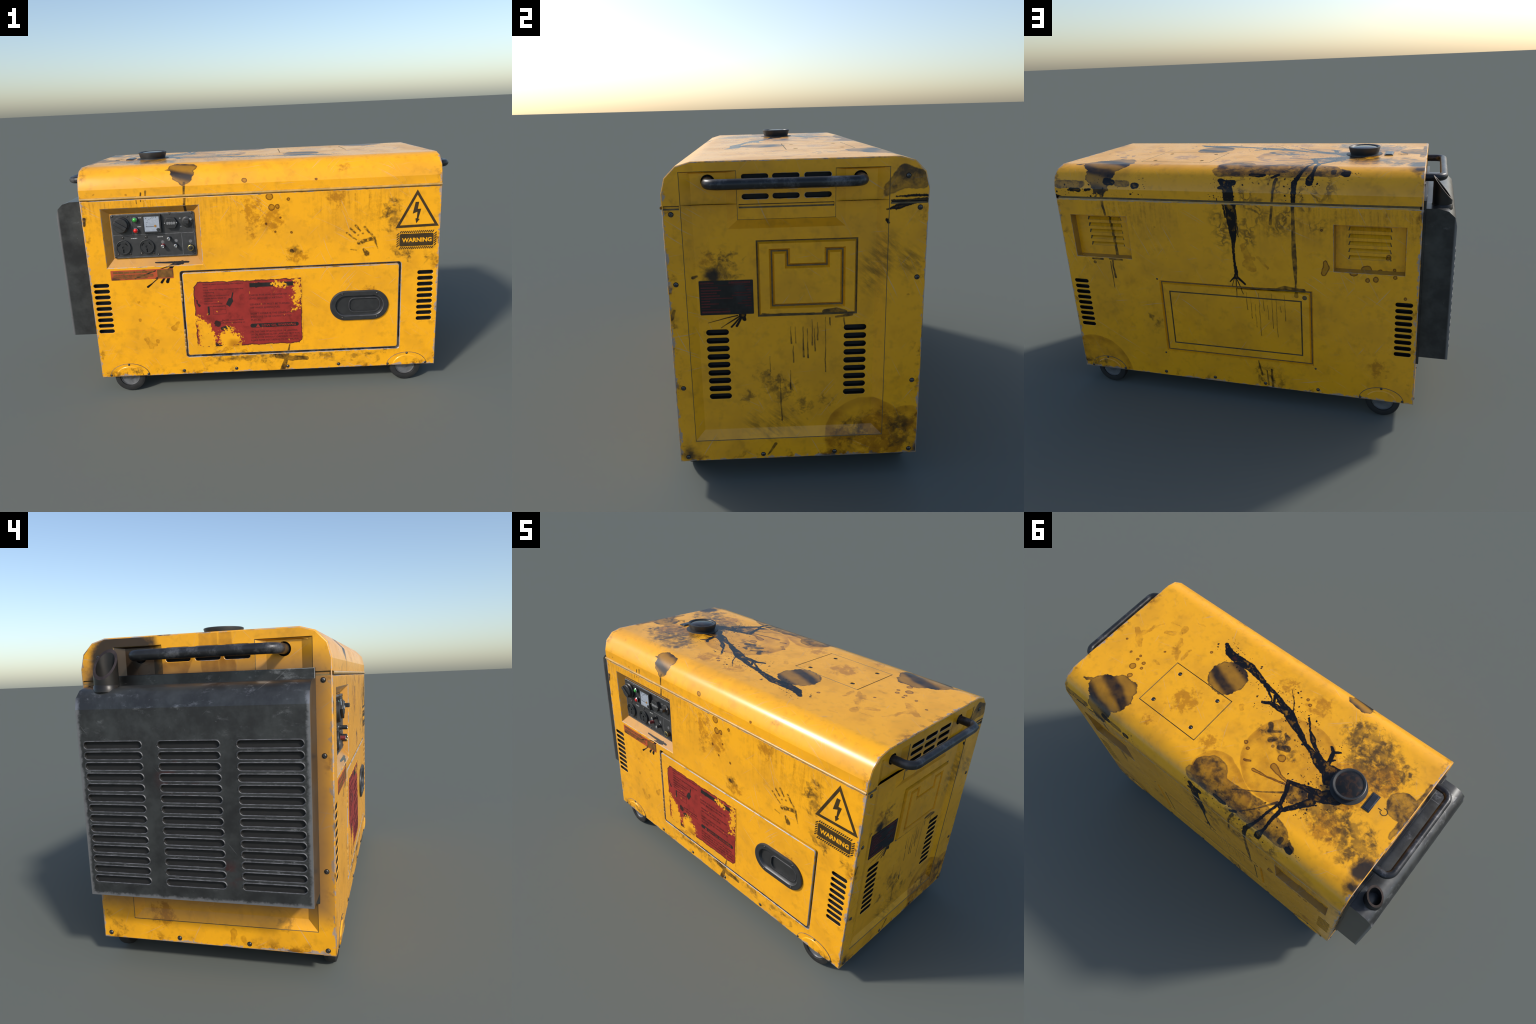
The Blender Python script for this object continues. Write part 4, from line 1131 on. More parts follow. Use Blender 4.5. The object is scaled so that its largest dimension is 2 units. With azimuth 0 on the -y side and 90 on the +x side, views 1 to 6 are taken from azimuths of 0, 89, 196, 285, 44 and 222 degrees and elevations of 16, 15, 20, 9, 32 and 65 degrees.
# ---- front wall ------------------------------------------------------------------------------
front_pockets = vent_column(-0.803, 9, 0.605, 0.3555, 0.083, 0.0235) + vent_column(0.845, 9, 0.6035, 0.354, 0.083, 0.0235)
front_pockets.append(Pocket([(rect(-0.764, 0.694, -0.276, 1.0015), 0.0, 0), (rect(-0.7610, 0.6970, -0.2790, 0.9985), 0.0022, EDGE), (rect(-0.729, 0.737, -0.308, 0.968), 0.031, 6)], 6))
front_pockets.append(dent(rect(-0.401, 0.187, 0.7245, 0.6675, 0.016), 0.012, 4, 4, 0.003, 0.0025, 5))
S = Solid()
panel(S, front_map, rect(X0, Z0, X1, SEAM0), 0.045, front_pockets, 0.003)
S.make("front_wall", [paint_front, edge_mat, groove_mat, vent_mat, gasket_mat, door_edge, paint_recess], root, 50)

# ---- rear wall -------------------------------------------------------------------------------


def louver_recess(u0, u1, lu):
    lv = []
    for k in range(5):
        z = 0.948 - 0.0335 * k
        w0, w1 = 0.090, 0.096
        poly = [(lu - w1, z - 0.019), (lu + w1, z - 0.019), (lu + w0, z), (lu - w0, z)]
        inn = [(lu - w1 + 0.006, z - 0.0185), (lu + w1 - 0.006, z - 0.0185), (lu + w0 - 0.003, z - 0.004), (lu - w0 + 0.003, z - 0.004)]
        b = 0.034
        lv.append(Pocket([(poly, b, 0), (inn, [b + 0.0006, b + 0.0006, b + 0.010, b + 0.010], GRV)], 5))
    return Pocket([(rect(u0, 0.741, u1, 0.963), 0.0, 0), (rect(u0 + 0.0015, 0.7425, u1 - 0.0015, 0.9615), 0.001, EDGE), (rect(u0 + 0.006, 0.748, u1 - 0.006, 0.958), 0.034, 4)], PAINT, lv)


rear_pockets = vent_column(0.8465, 9, 0.6045, 0.356, 0.084, 0.0235) + vent_column(-0.799, 9, 0.604, 0.355, 0.080, 0.0235)
rear_pockets += [louver_recess(0.530, 0.846, 0.677), louver_recess(-0.799, -0.483, -0.640)]
inner = groove(rect(-0.333, 0.293, 0.347, 0.586), 0.007, 0.005, GRV)
lock = dent(disc(-0.347, 0.602, 0.0115, 20), 0.005, GRV, GRV)
rear_pockets.append(groove(rect(-0.3845, 0.241, 0.3965, 0.638), 0.018, 0.009, 5, 0.0, PAINT, [inner, lock]))
S = Solid()
panel(S, rear_map, rect(X0, Z0, X1, SEAM0), 0.045, rear_pockets, 0.003)
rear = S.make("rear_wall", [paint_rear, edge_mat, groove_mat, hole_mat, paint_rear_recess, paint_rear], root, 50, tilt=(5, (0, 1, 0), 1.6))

# ---- end walls ----------------------------------------------------------------------------------
REC = 0.012


def end_wall(name, mp, paint_mat, extra, lower_slots, rows=(1.144, 1.1115, 1.079)):
    shoulder = [(y - 0.001, z - 0.001 * (z > 1.1)) for y, z in HOOD]
    outer = [(YF + 0.001, Z0), (YR - 0.001, Z0)] + shoulder + [(-y, z) for y, z in reversed(shoulder)]
    l0 = [(-0.381, 0.174), (0.310, 0.174), (0.310, 1.165), (0.130, 1.165), (0.130, 1.004), (-0.193, 1.004), (-0.193, 1.165), (-0.381, 1.165)]
    l1 = [(-0.379, 0.176), (0.308, 0.176), (0.308, 1.163), (0.132, 1.163), (0.132, 1.002), (-0.195, 1.002), (-0.195, 1.163), (-0.379, 1.163)]
    l2 = [(-0.345, 0.215), (0.270, 0.215), (0.270, 1.158), (0.165, 1.158), (0.165, 0.970), (-0.229, 0.970), (-0.229, 1.158), (-0.345, 1.158)]
    pk = [dent(disc(y, 1.130, 0.0235, 20), 0.020, HOLE, HOLE, base=REC) for y in (-0.287, 0.214)]
    pk += extra
    if lower_slots:
        pk += vent_column(-0.281, 9, 0.600, 0.350, 0.083, 0.0245, REC, deep=0.02) + vent_column(0.2045, 9, 0.602, 0.350, 0.083, 0.0245, REC, deep=0.02)
    pockets = [Pocket([(l0, 0.0, 0), (l1, 0.0022, GRV), (l2, REC, SLOPE)], PAINT, pk)]
    for cy in (-0.1335, -0.0325, 0.0725):
        for cz in rows:
            pockets.append(dent(slot(cy, cz, 0.0915, 0.0205), 0.02, HOLE, HOLE, 0.0015, 0.0012, EDGE))
    for y0, y1 in ((-0.436, -0.384), (0.313, 0.436), (-0.189, 0.126)):
        pockets.append(Pocket([(rect(y0, SEAM0, y1, SEAM1), 0.0, 0), (rect(y0 + 0.0008, SEAM0 + 0.005, y1 - 0.0008, SEAM1 - 0.004), 0.004, GRV)], PAINT))
    S = Solid()
    panel(S, mp, outer, 0.038, pockets, 0.003, step=0.032)
    return S.make(name, [paint_mat, edge_mat, groove_mat, hole_mat, paint_mat], root, 50, tilt=(SLOPE, Vector(mp(0, 0, -1)) - Vector(mp(0, 0, 0)), 2.2))


# raised service cover with a stepped groove, on the right end only
cover_outer = rect(-0.137, 0.654, 0.210, 0.9285)
u_groove = [(-0.094, 0.684), (0.167, 0.684), (0.167, 0.899), (0.095, 0.899), (0.095, 0.846), (-0.022, 0.846), (-0.022, 0.899), (-0.094, 0.899)]
cover_pocket = Pocket([(cover_outer, REC, 0), (inset(cover_outer, 0.004), REC + 0.004, GRV), (inset(cover_outer, 0.0055), REC + 0.004, GRV), (inset(cover_outer, 0.011), REC - 0.007, SLOPE)], PAINT,
                      [groove(u_groove, 0.018, 0.008, SLOPE, REC - 0.007, PAINT)])
end_wall("end_wall", right_map, paint_right, [cover_pocket], True)
end_wall("end_wall", left_map, paint_left, [], False, (1.144, 1.1145))

# ---- chassis floor (keeps the cabinet closed) --------------------------------------------------
S = Solid()
panel(S, lambda u, v, d: (u, v, 0.098 + d), rect(X0 + 0.03, YF + 0.03, X1 - 0.03, YR - 0.03), 0.03, (), 0)
S.make("chassis_floor", [black_plastic], root)

# ---- access door ---------------------------------------------------------------------------------
latch_hole = dent(slot(0.5095, 0.442, 0.28, 0.145, 10), 0.0105, HOLE, HOLE)
door = block("access_door", front_map, rect(-0.3885, 0.1995, 0.7125, 0.655, 0.012), -0.001, 0.011, [paint_front, door_edge, groove_mat, hole_mat], root, 0.004, [latch_hole], 1)
S = Solid()
L0 = slot(0.5095, 0.442, 0.300, 0.160, 14)
L1 = slot(0.5095, 0.4415, 0.250, 0.112, 14)
L2 = slot(0.5095, 0.4415, 0.234, 0.096, 14)
window = Pocket([(rect(0.4565, 0.4025, 0.6175, 0.4815, 0.030, 6), 0.003, 0), (rect(0.4580, 0.4040, 0.6160, 0.4800, 0.0285, 6), 0.0005, 1), (rect(0.4605, 0.4065, 0.6135, 0.4775, 0.026, 6), 0.0005, 1), (rect(0.462, 0.408, 0.612, 0.476, 0.025, 6), 0.009, 0)], 0)
panel(S, front_map, L0, 0.0205, [Pocket([(L1, -0.010, 0), (inset(L1, 0.003), -0.0080, 1), (L2, 0.003, 0)], 0, [window], True)], 0.005, 0, 0, top=-0.010)
latch = S.make("door_latch", [black_plastic, latch_rim], door, 40)
for z0, z1 in ((0.501, 0.615), (0.234, 0.349)):
    S = Solid()
    nseg = 5
    for k in range(nseg):
        a0 = z0 + (z1 - z0) * k / nseg
        a1 = z0 + (z1 - z0) * (k + 1) / nseg - 0.002
        lathe(S, [(0.0045, a0), (0.0055, a0 + 0.001), (0.0055, a1 - 0.001), (0.0045, a1)], lambda a, b, h: (-0.3985 + a, YF + 0.003 + b, h), 14)
    S.make("hinge", [hinge_mat], door, 50)


def screw_mesh():
    S = Solid()
    prof = [(0.0102, 0.0), (0.0098, 0.0009), (0.0082, 0.0003), (0.0076, 0.0014), (0.0060, 0.0030), (0.0034, 0.0038), (0.0032, 0.0018)]
    lathe(S, prof, lambda a, b, h: (a, b, h), 18, mats=[0, 0, 0, 1, 1, 1])
    return S


proto = screw_mesh().make("screw", [screw_ring, screw_steel], root, 40)
screw_data = proto.data
bpy.data.objects.remove(proto)


def screw(mp, u, v, d=0.0, s=0.9, parent=root):
    o = add("screw", screw_data, parent)
    base, out = Vector(mp(u, v, d)), (Vector(mp(u, v, d - 1)) - Vector(mp(u, v, d))).normalized()
    q = out.to_track_quat("Z", "Y")
    o.matrix_world = Matrix.Translation(base) @ q.to_matrix().to_4x4() @ Matrix.Rotation(random.uniform(0, 6.28), 4, "Z") @ Matrix.Diagonal((s, s, s, 1))


for u in (-0.419, -0.140, 0.133, 0.403):
    screw(front_map, u, 0.1125)
    screw(rear_map, -u, 0.1125)
for mp in (right_map, left_map):
    for y in (-0.412, 0.412):
        for z in (1.027, 0.785, 0.394, 0.110):
            screw(mp, y, z)
    for y in (-0.133, 0.133):
        screw(mp, y, 0.110)
    screw(mp, 0.369, 1.133)
for u, v in ((0.456, 0.037), (0.205, 0.037), (0.206, 0.225), (0.457, 0.225)):
    screw(roof_map, u, v, 0.004)
for u in (0.423, 0.600):
    for z in (0.507, 0.378):
        screw(front_map, u, z, -0.010, 0.62, door)
for u, z in ((0.406, 0.645), (0.406, 0.229), (-0.393, 0.230)):
    screw(rear_map, u, z, 0, 0.5)

# ---- wheel arches and wheels ---------------------------------------------------------------------
for mp, sgn, pm in ((front_map, -1, paint_front), (rear_map, 1, paint_rear)):
    for cx in (-0.709, 0.762):
        S = Solid()
        a0 = arch(cx, 0.0955, 0.106, 0.072)
        a1 = arch(cx, 0.0955, 0.074, 0.058)
        panel(S, mp, a0, 0.006, (), 0.0025, 0, 2, top=-0.003)
        panel(S, mp, a1, 0.006, (), 0.005, 0, 0, top=-0.0065)
        guard = S.make("wheel_arch", [pm, edge_mat, groove_mat], root, 60)
        for du, dz in ((-0.099, 0.104), (0.0, 0.161), (0.099, 0.104)):
            screw(mp, cx + du, dz, -0.003, 0.62)
for cx in (-0.714, 0.761):
    for sgn in (-1, 1):
        wy = sgn * 0.408
        frame = lambda a, b, h, cx=cx, wy=wy, sgn=sgn: (cx + a, wy + sgn * h, 0.083 + b)
        wheel = bpy.data.objects.new("wheel", None)
        scene.collection.objects.link(wheel)
        wheel.parent = root
        wheel.empty_display_size = 0.05
        S = Solid()
        tyre = [(0.052, -0.022), (0.075, -0.022), (0.081, -0.015), (0.083, -0.006), (0.083, 0.010), (0.080, 0.018), (0.070, 0.0215), (0.055, 0.020), (0.052, 0.014)]
        lathe(S, tyre, frame, 40, cap_start=False, cap_end=False)
        S.bridge([len(S.v) - 40 + k for k in range(40)], list(range(40)), 0, True)
        S.make("tyre", [rubber], wheel, 40)
        S = Solid()
        rim = [(0.0525, -0.02), (0.0525, 0.014), (0.049, 0.016), (0.046, 0.011), (0.026, 0.007), (0.018, 0.010), (0.014, 0.014), (0.006, 0.015)]
        lathe(S, rim, frame, 40)
        S.make("rim", [rim_steel], wheel, 40)
        S = Solid()
        panel(S, lambda u, v, d: (cx + u, sgn * (0.372 + d), v), rect(-0.03, 0.06, 0.03, 0.115), 0.012, (), 0)
        lathe(S, [(0.009, -0.05), (0.009, 0.0)], frame, 12)
        S.make("axle_bracket", [black_plastic], wheel, 40)

# ---- control panel ----------------------------------------------------------------------------------
PF = 0.022          # depth of the plate's face behind the front wall
cp = block("control_panel", front_map, rect(-0.7245, 0.7395, -0.306, 0.9655, 0.010), PF, 0.0305, [panel_black, panel_rim], root, 0.002, edge=1)
for u0, v0, u1, v1 in ((-0.719, 0.8585, -0.316, 0.8605), (-0.3765, 0.748, -0.3745, 0.8585), (-0.7165, 0.7445, -0.330, 0.7460), (-0.6215, 0.8605, -0.6200, 0.952),
                       (-0.6965, 0.9600, -0.329, 0.9615), (-0.3175, 0.8605, -0.3160, 0.948), (-0.7200, 0.757, -0.7185, 0.946), (-0.3125, 0.770, -0.3110, 0.8585)):
    block("panel_line", front_map, rect(u0, v0, u1, v1), PF - 0.0006, PF, [panel_rim], cp, 0)
# rotary breaker knob with a bar grip
S = Solid()
lathe(S, [(0.041, 0.0), (0.041, 0.010), (0.037, 0.014), (0.036, 0.026), (0.034, 0.028)], at(front_map, -0.672, 0.913, PF), 32)
ang = math.radians(-33)
ca, sa = math.cos(ang), math.sin(ang)
grip = [(-0.672 + ca * a - sa * b, 0.913 + sa * a + ca * b) for a, b in rect(-0.034, -0.009, 0.034, 0.009, 0.004)]
panel(S, front_map, grip, 0.012, (), 0.002, 0, 0, top=PF - 0.038)
S.make("rotary_knob", [black_plastic], cp, 35)
for z, m in ((0.9375, green_lamp), (0.883, red_lamp)):
    lamp = knob("indicator_lamp", front_map, -0.601, z, [(0.0135, 0.0), (0.0135, 0.013), (0.0115, 0.015), (0.0105, 0.013), (0.010, 0.016), (0.0065, 0.0195), (0.002, 0.021)], [black_plastic, chrome, m], cp, PF, 24,
                [0, 1, 1, 2, 2, 2])
# voltmeter
face_pocket = Pocket([(rect(-0.557, 0.874, -0.4785, 0.953), PF - 0.016, 0), (rect(-0.555, 0.876, -0.4805, 0.951), PF - 0.0135, 0)], 1)
S = Solid()
panel(S, front_map, rect(-0.563, 0.869, -0.472, 0.959), 0.016, [face_pocket], 0.0015, 0, 0, top=PF - 0.016)
meter = S.make("voltmeter", [black_plastic, gauge_face], cp, 40)
mz = PF - 0.0142
block("meter_needle", front_map, rect(-0.548, 0.8995, -0.508, 0.9015), mz, mz + 0.0006, [needle_mat], cp, 0)
knob("meter_pivot", front_map, -0.501, 0.903, [(0.006, 0), (0.006, 0.001), (0.004, 0.0014)], [needle_mat, orange_mat], cp, PF - 0.0135, 16, [0, 1])
knob("meter_screw", front_map, -0.488, 0.8845, [(0.0085, 0), (0.0085, 0.002), (0.006, 0.003)], [black_plastic], cp, PF - 0.0135, 18)
for k in range(9):
    a = math.radians(178 - 12 * k)
    r0, r1 = (0.040, 0.047) if k % 2 == 0 else (0.042, 0.046)
    c, s_ = math.cos(a), math.sin(a)
    w = 0.0007
    poly = [(-0.501 + c * r0 - s_ * w * q, 0.903 + s_ * r0 + c * w * q) for q in (-1, 1)] + [(-0.501 + c * r1 - s_ * w * q, 0.903 + s_ * r1 + c * w * q) for q in (1, -1)]
    block("meter_tick", front_map, [poly[0], poly[3], poly[2], poly[1]], mz, mz + 0.0006, [needle_mat], cp, 0)
lettering("meter_letter", "V", front_map, -0.545, 0.944, 0.009, 0.009, [needle_mat], cp, mz, 0.0005)
# hour counter: hexagonal housing with digits
hexa = [(-0.423 + 0.035 * c, 0.9135 + 0.026 * s) for c, s in ((-1, 0), (-0.55, -1), (0.55, -1), (1, 0), (0.55, 1), (-0.55, 1))]
S = Solid()
panel(S, front_map, hexa, 0.018, (), 0.002, 0, 0, top=PF - 0.018)
S.make("hour_counter", [black_plastic], cp, 30)
lettering("counter_digits", "8888", front_map, -0.4225, 0.9145, 0.013, 0.042, [white_print], cp, PF - 0.0187, 0.0006)
for u in (-0.4525, -0.394):
    knob("counter_rivet", front_map, u, 0.9145, [(0.0028, 0), (0.0028, 0.0005), (0.0012, 0.0012)], [chrome], cp, PF - 0.018, 10)
# ignition lock and key lever
knob("ignition_lock", front_map, -0.3435, 0.915, [(0.027, 0), (0.027, 0.006), (0.022, 0.009), (0.015, 0.009), (0.015, 0.012)], [black_plastic], cp, PF, 24)
block("ignition_key", front_map, rect(-0.356, 0.910, -0.332, 0.927, 0.003), PF - 0.032, PF - 0.010, [black_plastic], cp, 0.002)
knob("key_ring", front_map, -0.324, 0.929, [(0.006, 0), (0.006, 0.003), (0.004, 0.0035), (0.0035, 0.002)], [chrome], cp, PF - 0.008, 16)
# sockets
for cu in (-0.672, -0.554):
    cz = 0.798
    holes = []
    for a0 in (0, 120, 240):
        a = math.radians(90 + 180 + a0)
        c, s_ = math.cos(a), math.sin(a)
        bu, bv = cu + 0.019 * c, cz + 0.019 * s_
        if a0:          # the two upper slots stand across the radius
            side = 1 if c > 0 else -1
            bu, bv = cu + 0.0185 * side, cz + 0.0135
            c, s_ = math.cos(math.radians(-45 * side)), math.sin(math.radians(-45 * side))
        poly = [(bu + c * p - s_ * q, bv + s_ * p + c * q) for p, q in rect(-0.009, -0.0028, 0.009, 0.0028)]
        holes.append(dent(poly, 0.012, 1, 1, base=PF - 0.007))
    holes.append(dent(disc(cu, cz, 0.006, 14), 0.004, 1, 0, base=PF - 0.007))
    S = Solid()
    r0, r1 = disc(cu, cz, 0.0375, 32), disc(cu, cz, 0.033, 32)
    panel(S, front_map, r0, 0.012, [Pocket([(r1, PF - 0.010, 0), (disc(cu, cz, 0.0315, 32), PF - 0.007, 0)], 0, holes)], 0.002, 0, 0, top=PF - 0.010)
    S.make("power_socket", [black_plastic, hole_mat], cp, 35)
    for du, dz in ((0, 0.047), (-0.030, -0.037), (0.031, -0.037)):
        screw(front_map, cu + du, cz + dz, PF, 0.72, cp)
# breakers and switches
for cu, cz, h, m in ((-0.438, 0.837, 0.030, black_plastic), (-0.472, 0.799, 0.026, rust_red), (-0.407, 0.799, 0.026, black_plastic)):
    knob("toggle_switch", front_map, cu, cz, [(0.010, 0), (0.0095, 0.006), (0.0085, 0.007), (0.0085, h), (0.006, h + 0.001), (0.005, h - 0.002)], [m, chrome], cp, PF, 18, [0, 0, 0, 1, 1])
knob("earth_terminal", front_map, -0.333, 0.784, [(0.016, 0), (0.016, 0.018), (0.0135, 0.0195), (0.0125, 0.017), (0.006, 0.018), (0.004, 0.021)], [black_plastic, brass], cp, PF, 8, [0, 1, 1, 0, 0])
for u, z in ((-0.4735, 0.816), (-0.406, 0.820), (-0.334, 0.815)):
    knob("marker_dot", front_map, u, z, [(0.0085, 0), (0.008, 0.0008)], [panel_rim], cp, PF, 18)
for u, z in ((-0.713, 0.957), (-0.638, 0.954), (-0.427, 0.960), (-0.319, 0.960), (-0.499, 0.752), (-0.716, 0.748), (-0.316, 0.752)):
    screw(front_map, u, z, PF, 0.6, cp)
bars("panel_print", front_map, [(-0.631, -0.600, 0.841, 0.0045), (-0.498, -0.470, 0.844, 0.0045), (-0.592, -0.574, 0.900, 0.004), (-0.585, -0.57, 0.945, 0.004), (-0.382, -0.374, 0.934, 0.004), (-0.38, -0.373, 0.893, 0.004)],
     [white_print], cp, PF - 0.0006, 3, 0.0006)

# ---- labels and marks --------------------------------------------------------------------------------
# warning triangle: ring with an arrow-headed bolt
tri = [(0.792, 1.027), (0.688, 0.838), (0.902, 0.842)]
tri = [tri[0], tri[1], tri[2]]
tri_in = inset(tri, 0.0125)
S = Solid()
panel(S, front_map, tri, 0.0012, (), 0, top=-0.0008) if False else None
of, ob = S.loop([front_map(u, v, -0.0008) for u, v in tri]), S.loop([front_map(u, v, 0.0004) for u, v in tri])
jf, jb = S.loop([front_map(u, v, -0.0008) for u, v in tri_in]), S.loop([front_map(u, v, 0.0004) for u, v in tri_in])
S.bridge(of, jf); S.bridge(of, ob); S.bridge(jf, jb); S.bridge(ob, jb)
sign = S.make("warning_triangle", [dark_print], root)
bolt = [(0.784, 0.966), (0.801, 0.966), (0.795, 0.931), (0.812, 0.931), (0.799, 0.882), (0.806, 0.880), (0.790, 0.859), (0.785, 0.883), (0.792, 0.885), (0.794, 0.917), (0.771, 0.908)]
block("lightning_bolt", front_map, bolt, -0.0008, 0.0004, [dark_print], sign, 0)
# hazard plate: dark plate, letters and slanting ticks round it
plate = block("warning_plate", front_map, rect(0.709, 0.7435, 0.8785, 0.8075, 0.008), -0.0008, 0.0004, [dark_print], root, 0)
lettering("warning_letters", "WARNING", front_map, 0.7955, 0.775, 0.0205, 0.148, [paint_front], plate, -0.0014, 0.0006, 0.034)
S = Solid()


def hazard_tick(u, v, du):
    if du:
        poly = [(u, v), (u + 0.0058, v), (u + 0.0058 + du, v + 0.0118), (u + du, v + 0.0118)]
    panel(S, front_map, poly, 0.0012, (), 0, top=-0.0008)


for k in range(17):
    u = 0.7085 + 0.0100 * k
    hazard_tick(u, 0.8105, 0.007)
    hazard_tick(u - 0.002, 0.7285, 0.007)
for k in range(6):
    z = 0.739 + 0.0118 * k
    for u in (0.6950, 0.8810):
        panel(S, front_map, [(u, z), (u + 0.0115, z + 0.010), (u + 0.0115, z + 0.0160), (u, z + 0.0060)], 0.0012, (), 0, top=-0.0008)
hz = S.make("hazard_ticks", [dark_print], plate)
hz["kind"] = "stuff"

# red instruction label on the door
red = block("instruction_label", front_map, rect(-0.3415, 0.2405, 0.2185, 0.6090), -0.0015, -0.0009, [label_red], root, 0)


def rl(px, py):
    """place on the label: columns and rows of the printed layout, 0..1 across the paper"""
    return -0.337 + 0.553 * px, 0.606 - 0.361 * py


ld = -0.0020
for text, px, py, w in (("Before start connecting the battery", 0.09, 0.045, 0.37), ("wire", 0.09, 0.085, 0.04), ("Long time no using disconnection the", 0.09, 0.125, 0.37), ("connecting", 0.09, 0.165, 0.10),
                        ("Plus wire is connected to", 0.09, 0.215, 0.24), ("anode while black to", 0.09, 0.255, 0.21), ("cathode", 0.09, 0.295, 0.08), ("After connecting", 0.09, 0.335, 0.17),
                        ("on the organette", 0.14, 0.375, 0.15), ("Switch used carefully", 0.25, 0.595, 0.20), ("otherwise according to", 0.24, 0.635, 0.22)):
    u, v = rl(px, py)
    lettering("label_text", text, front_map, u, v, 0.0080, w * 0.553, [label_ink], red, ld, 0.0005, align="LEFT")
for text, px, py, w in (("CHECK FOR AND ENGINE OIL", 0.51, 0.235, 0.36), ("LEVEL BEFORE STARTING", 0.51, 0.285, 0.31), ("GENERATOR MUST BE TURNED", 0.515, 0.375, 0.37), ("OFF WHEN ADDING FUEL", 0.515, 0.425, 0.28),
                        ("DON'T OPERATE THE GENERATOR", 0.52, 0.515, 0.40), ("INDOORS OR BE UNVENTILATED", 0.52, 0.565, 0.38), ("PLACES", 0.52, 0.612, 0.09),
                        ("IN THE CASE OF AUTO STOP OR LIGHTING", 0.52, 0.795, 0.43), ("OF OIL PRESSURE ALTER LAMP DO NOT RUN", 0.51, 0.840, 0.46), ("GENERATOR WITHOUT CHECKING OIL LEVEL", 0.51, 0.885, 0.45), ("PLEASE REFER ACCORDING TO THE MANUAL", 0.51, 0.930, 0.46)):
    u, v = rl(px, py)
    lettering("label_text", text, front_map, u, v, 0.0095, w * 0.553, [label_ink], red, ld, 0.0005, align="LEFT")
u, v = rl(0.51, 0.700)
bar = block("label_bar", front_map, rect(u, v - 0.011, u + 0.455 * 0.553, v + 0.011, 0.0105), ld, ld + 0.0005, [label_black], red, 0)
lettering("label_heading", "LOW OIL WARNING", front_map, u + 0.148, v, 0.0125, 0.176, [label_red], red, ld - 0.0006, 0.0005, 0.015)
S = Solid()
w0 = u + 0.040
panel(S, front_map, [(w0 - 0.011, v - 0.008), (w0 + 0.011, v - 0.008), (w0, v + 0.009)], 0.0005, (), 0, top=ld - 0.0006)
S.make("label_triangle", [label_red], red)
u, v = rl(0.52, 0.085)
block("label_bar", front_map, rect(u, v - 0.011, u + 0.41 * 0.553, v + 0.011), ld, ld + 0.0005, [label_black], red, 0)
# small pictograms: can with spout, bottle, oval badge, table lines
block("label_pictogram", front_map, [(-0.175, 0.478), (-0.156, 0.463), (-0.136, 0.494), (-0.140, 0.509), (-0.133, 0.540), (-0.139, 0.541), (-0.147, 0.511), (-0.158, 0.511)], ld, ld + 0.0005, [label_black], red, 0)
block("label_pictogram", front_map, rect(-0.270, 0.424, -0.2605, 0.470), ld, ld + 0.0005, [label_black], red, 0)
block("label_pictogram", front_map, disc(-0.181, 0.345, 0.030, 24, 0.42), ld, ld + 0.0005, [label_black], red, 0)
for u0, v0, u1, v1 in ((-0.244, 0.468, -0.176, 0.4692), (-0.244, 0.425, -0.176, 0.4262), (-0.244, 0.425, -0.2430, 0.468), (-0.177, 0.425, -0.176, 0.468), (-0.244, 0.450, -0.176, 0.451)):
    block("label_line", front_map, rect(u0, v0, u1, v1), ld, ld + 0.0005, [label_ink], red, 0)

# orange strip below the controls
orange = block("caution_strip", front_map, rect(-0.748, 0.6315, -0.431, 0.683, 0.003), -0.0008, 0.0003, [orange_label], root, 0)
block("caution_box", front_map, rect(-0.512, 0.637, -0.435, 0.679), -0.0013, -0.0008, [orange_ink], orange, 0)
bars("caution_print", front_map, [(-0.735, -0.530, 0.671, 0.010), (-0.735, -0.530, 0.656, 0.006), (-0.735, -0.530, 0.648, 0.006), (-0.72, -0.56, 0.640, 0.005)], [orange_ink], orange, -0.0013, 5, 0.0005, 0.25)

# data plate on the right end
dpd = REC - 0.0008
data = block("data_plate", right_map, rect(-0.3365, 0.6665, -0.1505, 0.7915, 0.003), dpd, REC, [data_label], root, 0)
rows = [(-0.332, -0.285, 0.783, 0.006), (-0.234, -0.160, 0.783, 0.007), (-0.330, -0.160, 0.7745, 0.0012), (-0.330, -0.235, 0.6875, 0.0012), (-0.330, -0.232, 0.6775, 0.0065)]
for k in range(8):
    z = 0.766 - 0.0098 * k
    rows.append((-0.331, -0.331 + (0.060, 0.07, 0.055, 0.065, 0.11, 0.03, 0.06, 0.03)[k], z, 0.0042))
    rows.append((-0.160 - (0.02, 0.014, 0.055, 0.065, 0.01, 0.03, 0.045, 0.02)[k], -0.158, z, 0.0042))
bars("data_print", right_map, rows, [data_ink], data, dpd - 0.0005, 9, 0.0005, 0.15)

# power sign and start button on the roof
S = Solid()
a_out, a_in = [], []
for k in range(29):
    t = math.radians(-180 + 38 + k * (360 - 76) / 28)       # opening towards +x
    t += math.radians(0)
    a_out.append((-0.752 - 0.0185 * math.cos(t + math.pi), 0.001 + 0.0185 * math.sin(t + math.pi)))
    a_in.append((-0.752 - 0.0145 * math.cos(t + math.pi), 0.001 + 0.0145 * math.sin(t + math.pi)))
rot = math.radians(-20)


def turn(p):
    x, y = p[0] + 0.752, p[1] - 0.001
    return (-0.752 + x * math.cos(rot) - y * math.sin(rot), 0.001 + x * math.sin(rot) + y * math.cos(rot))


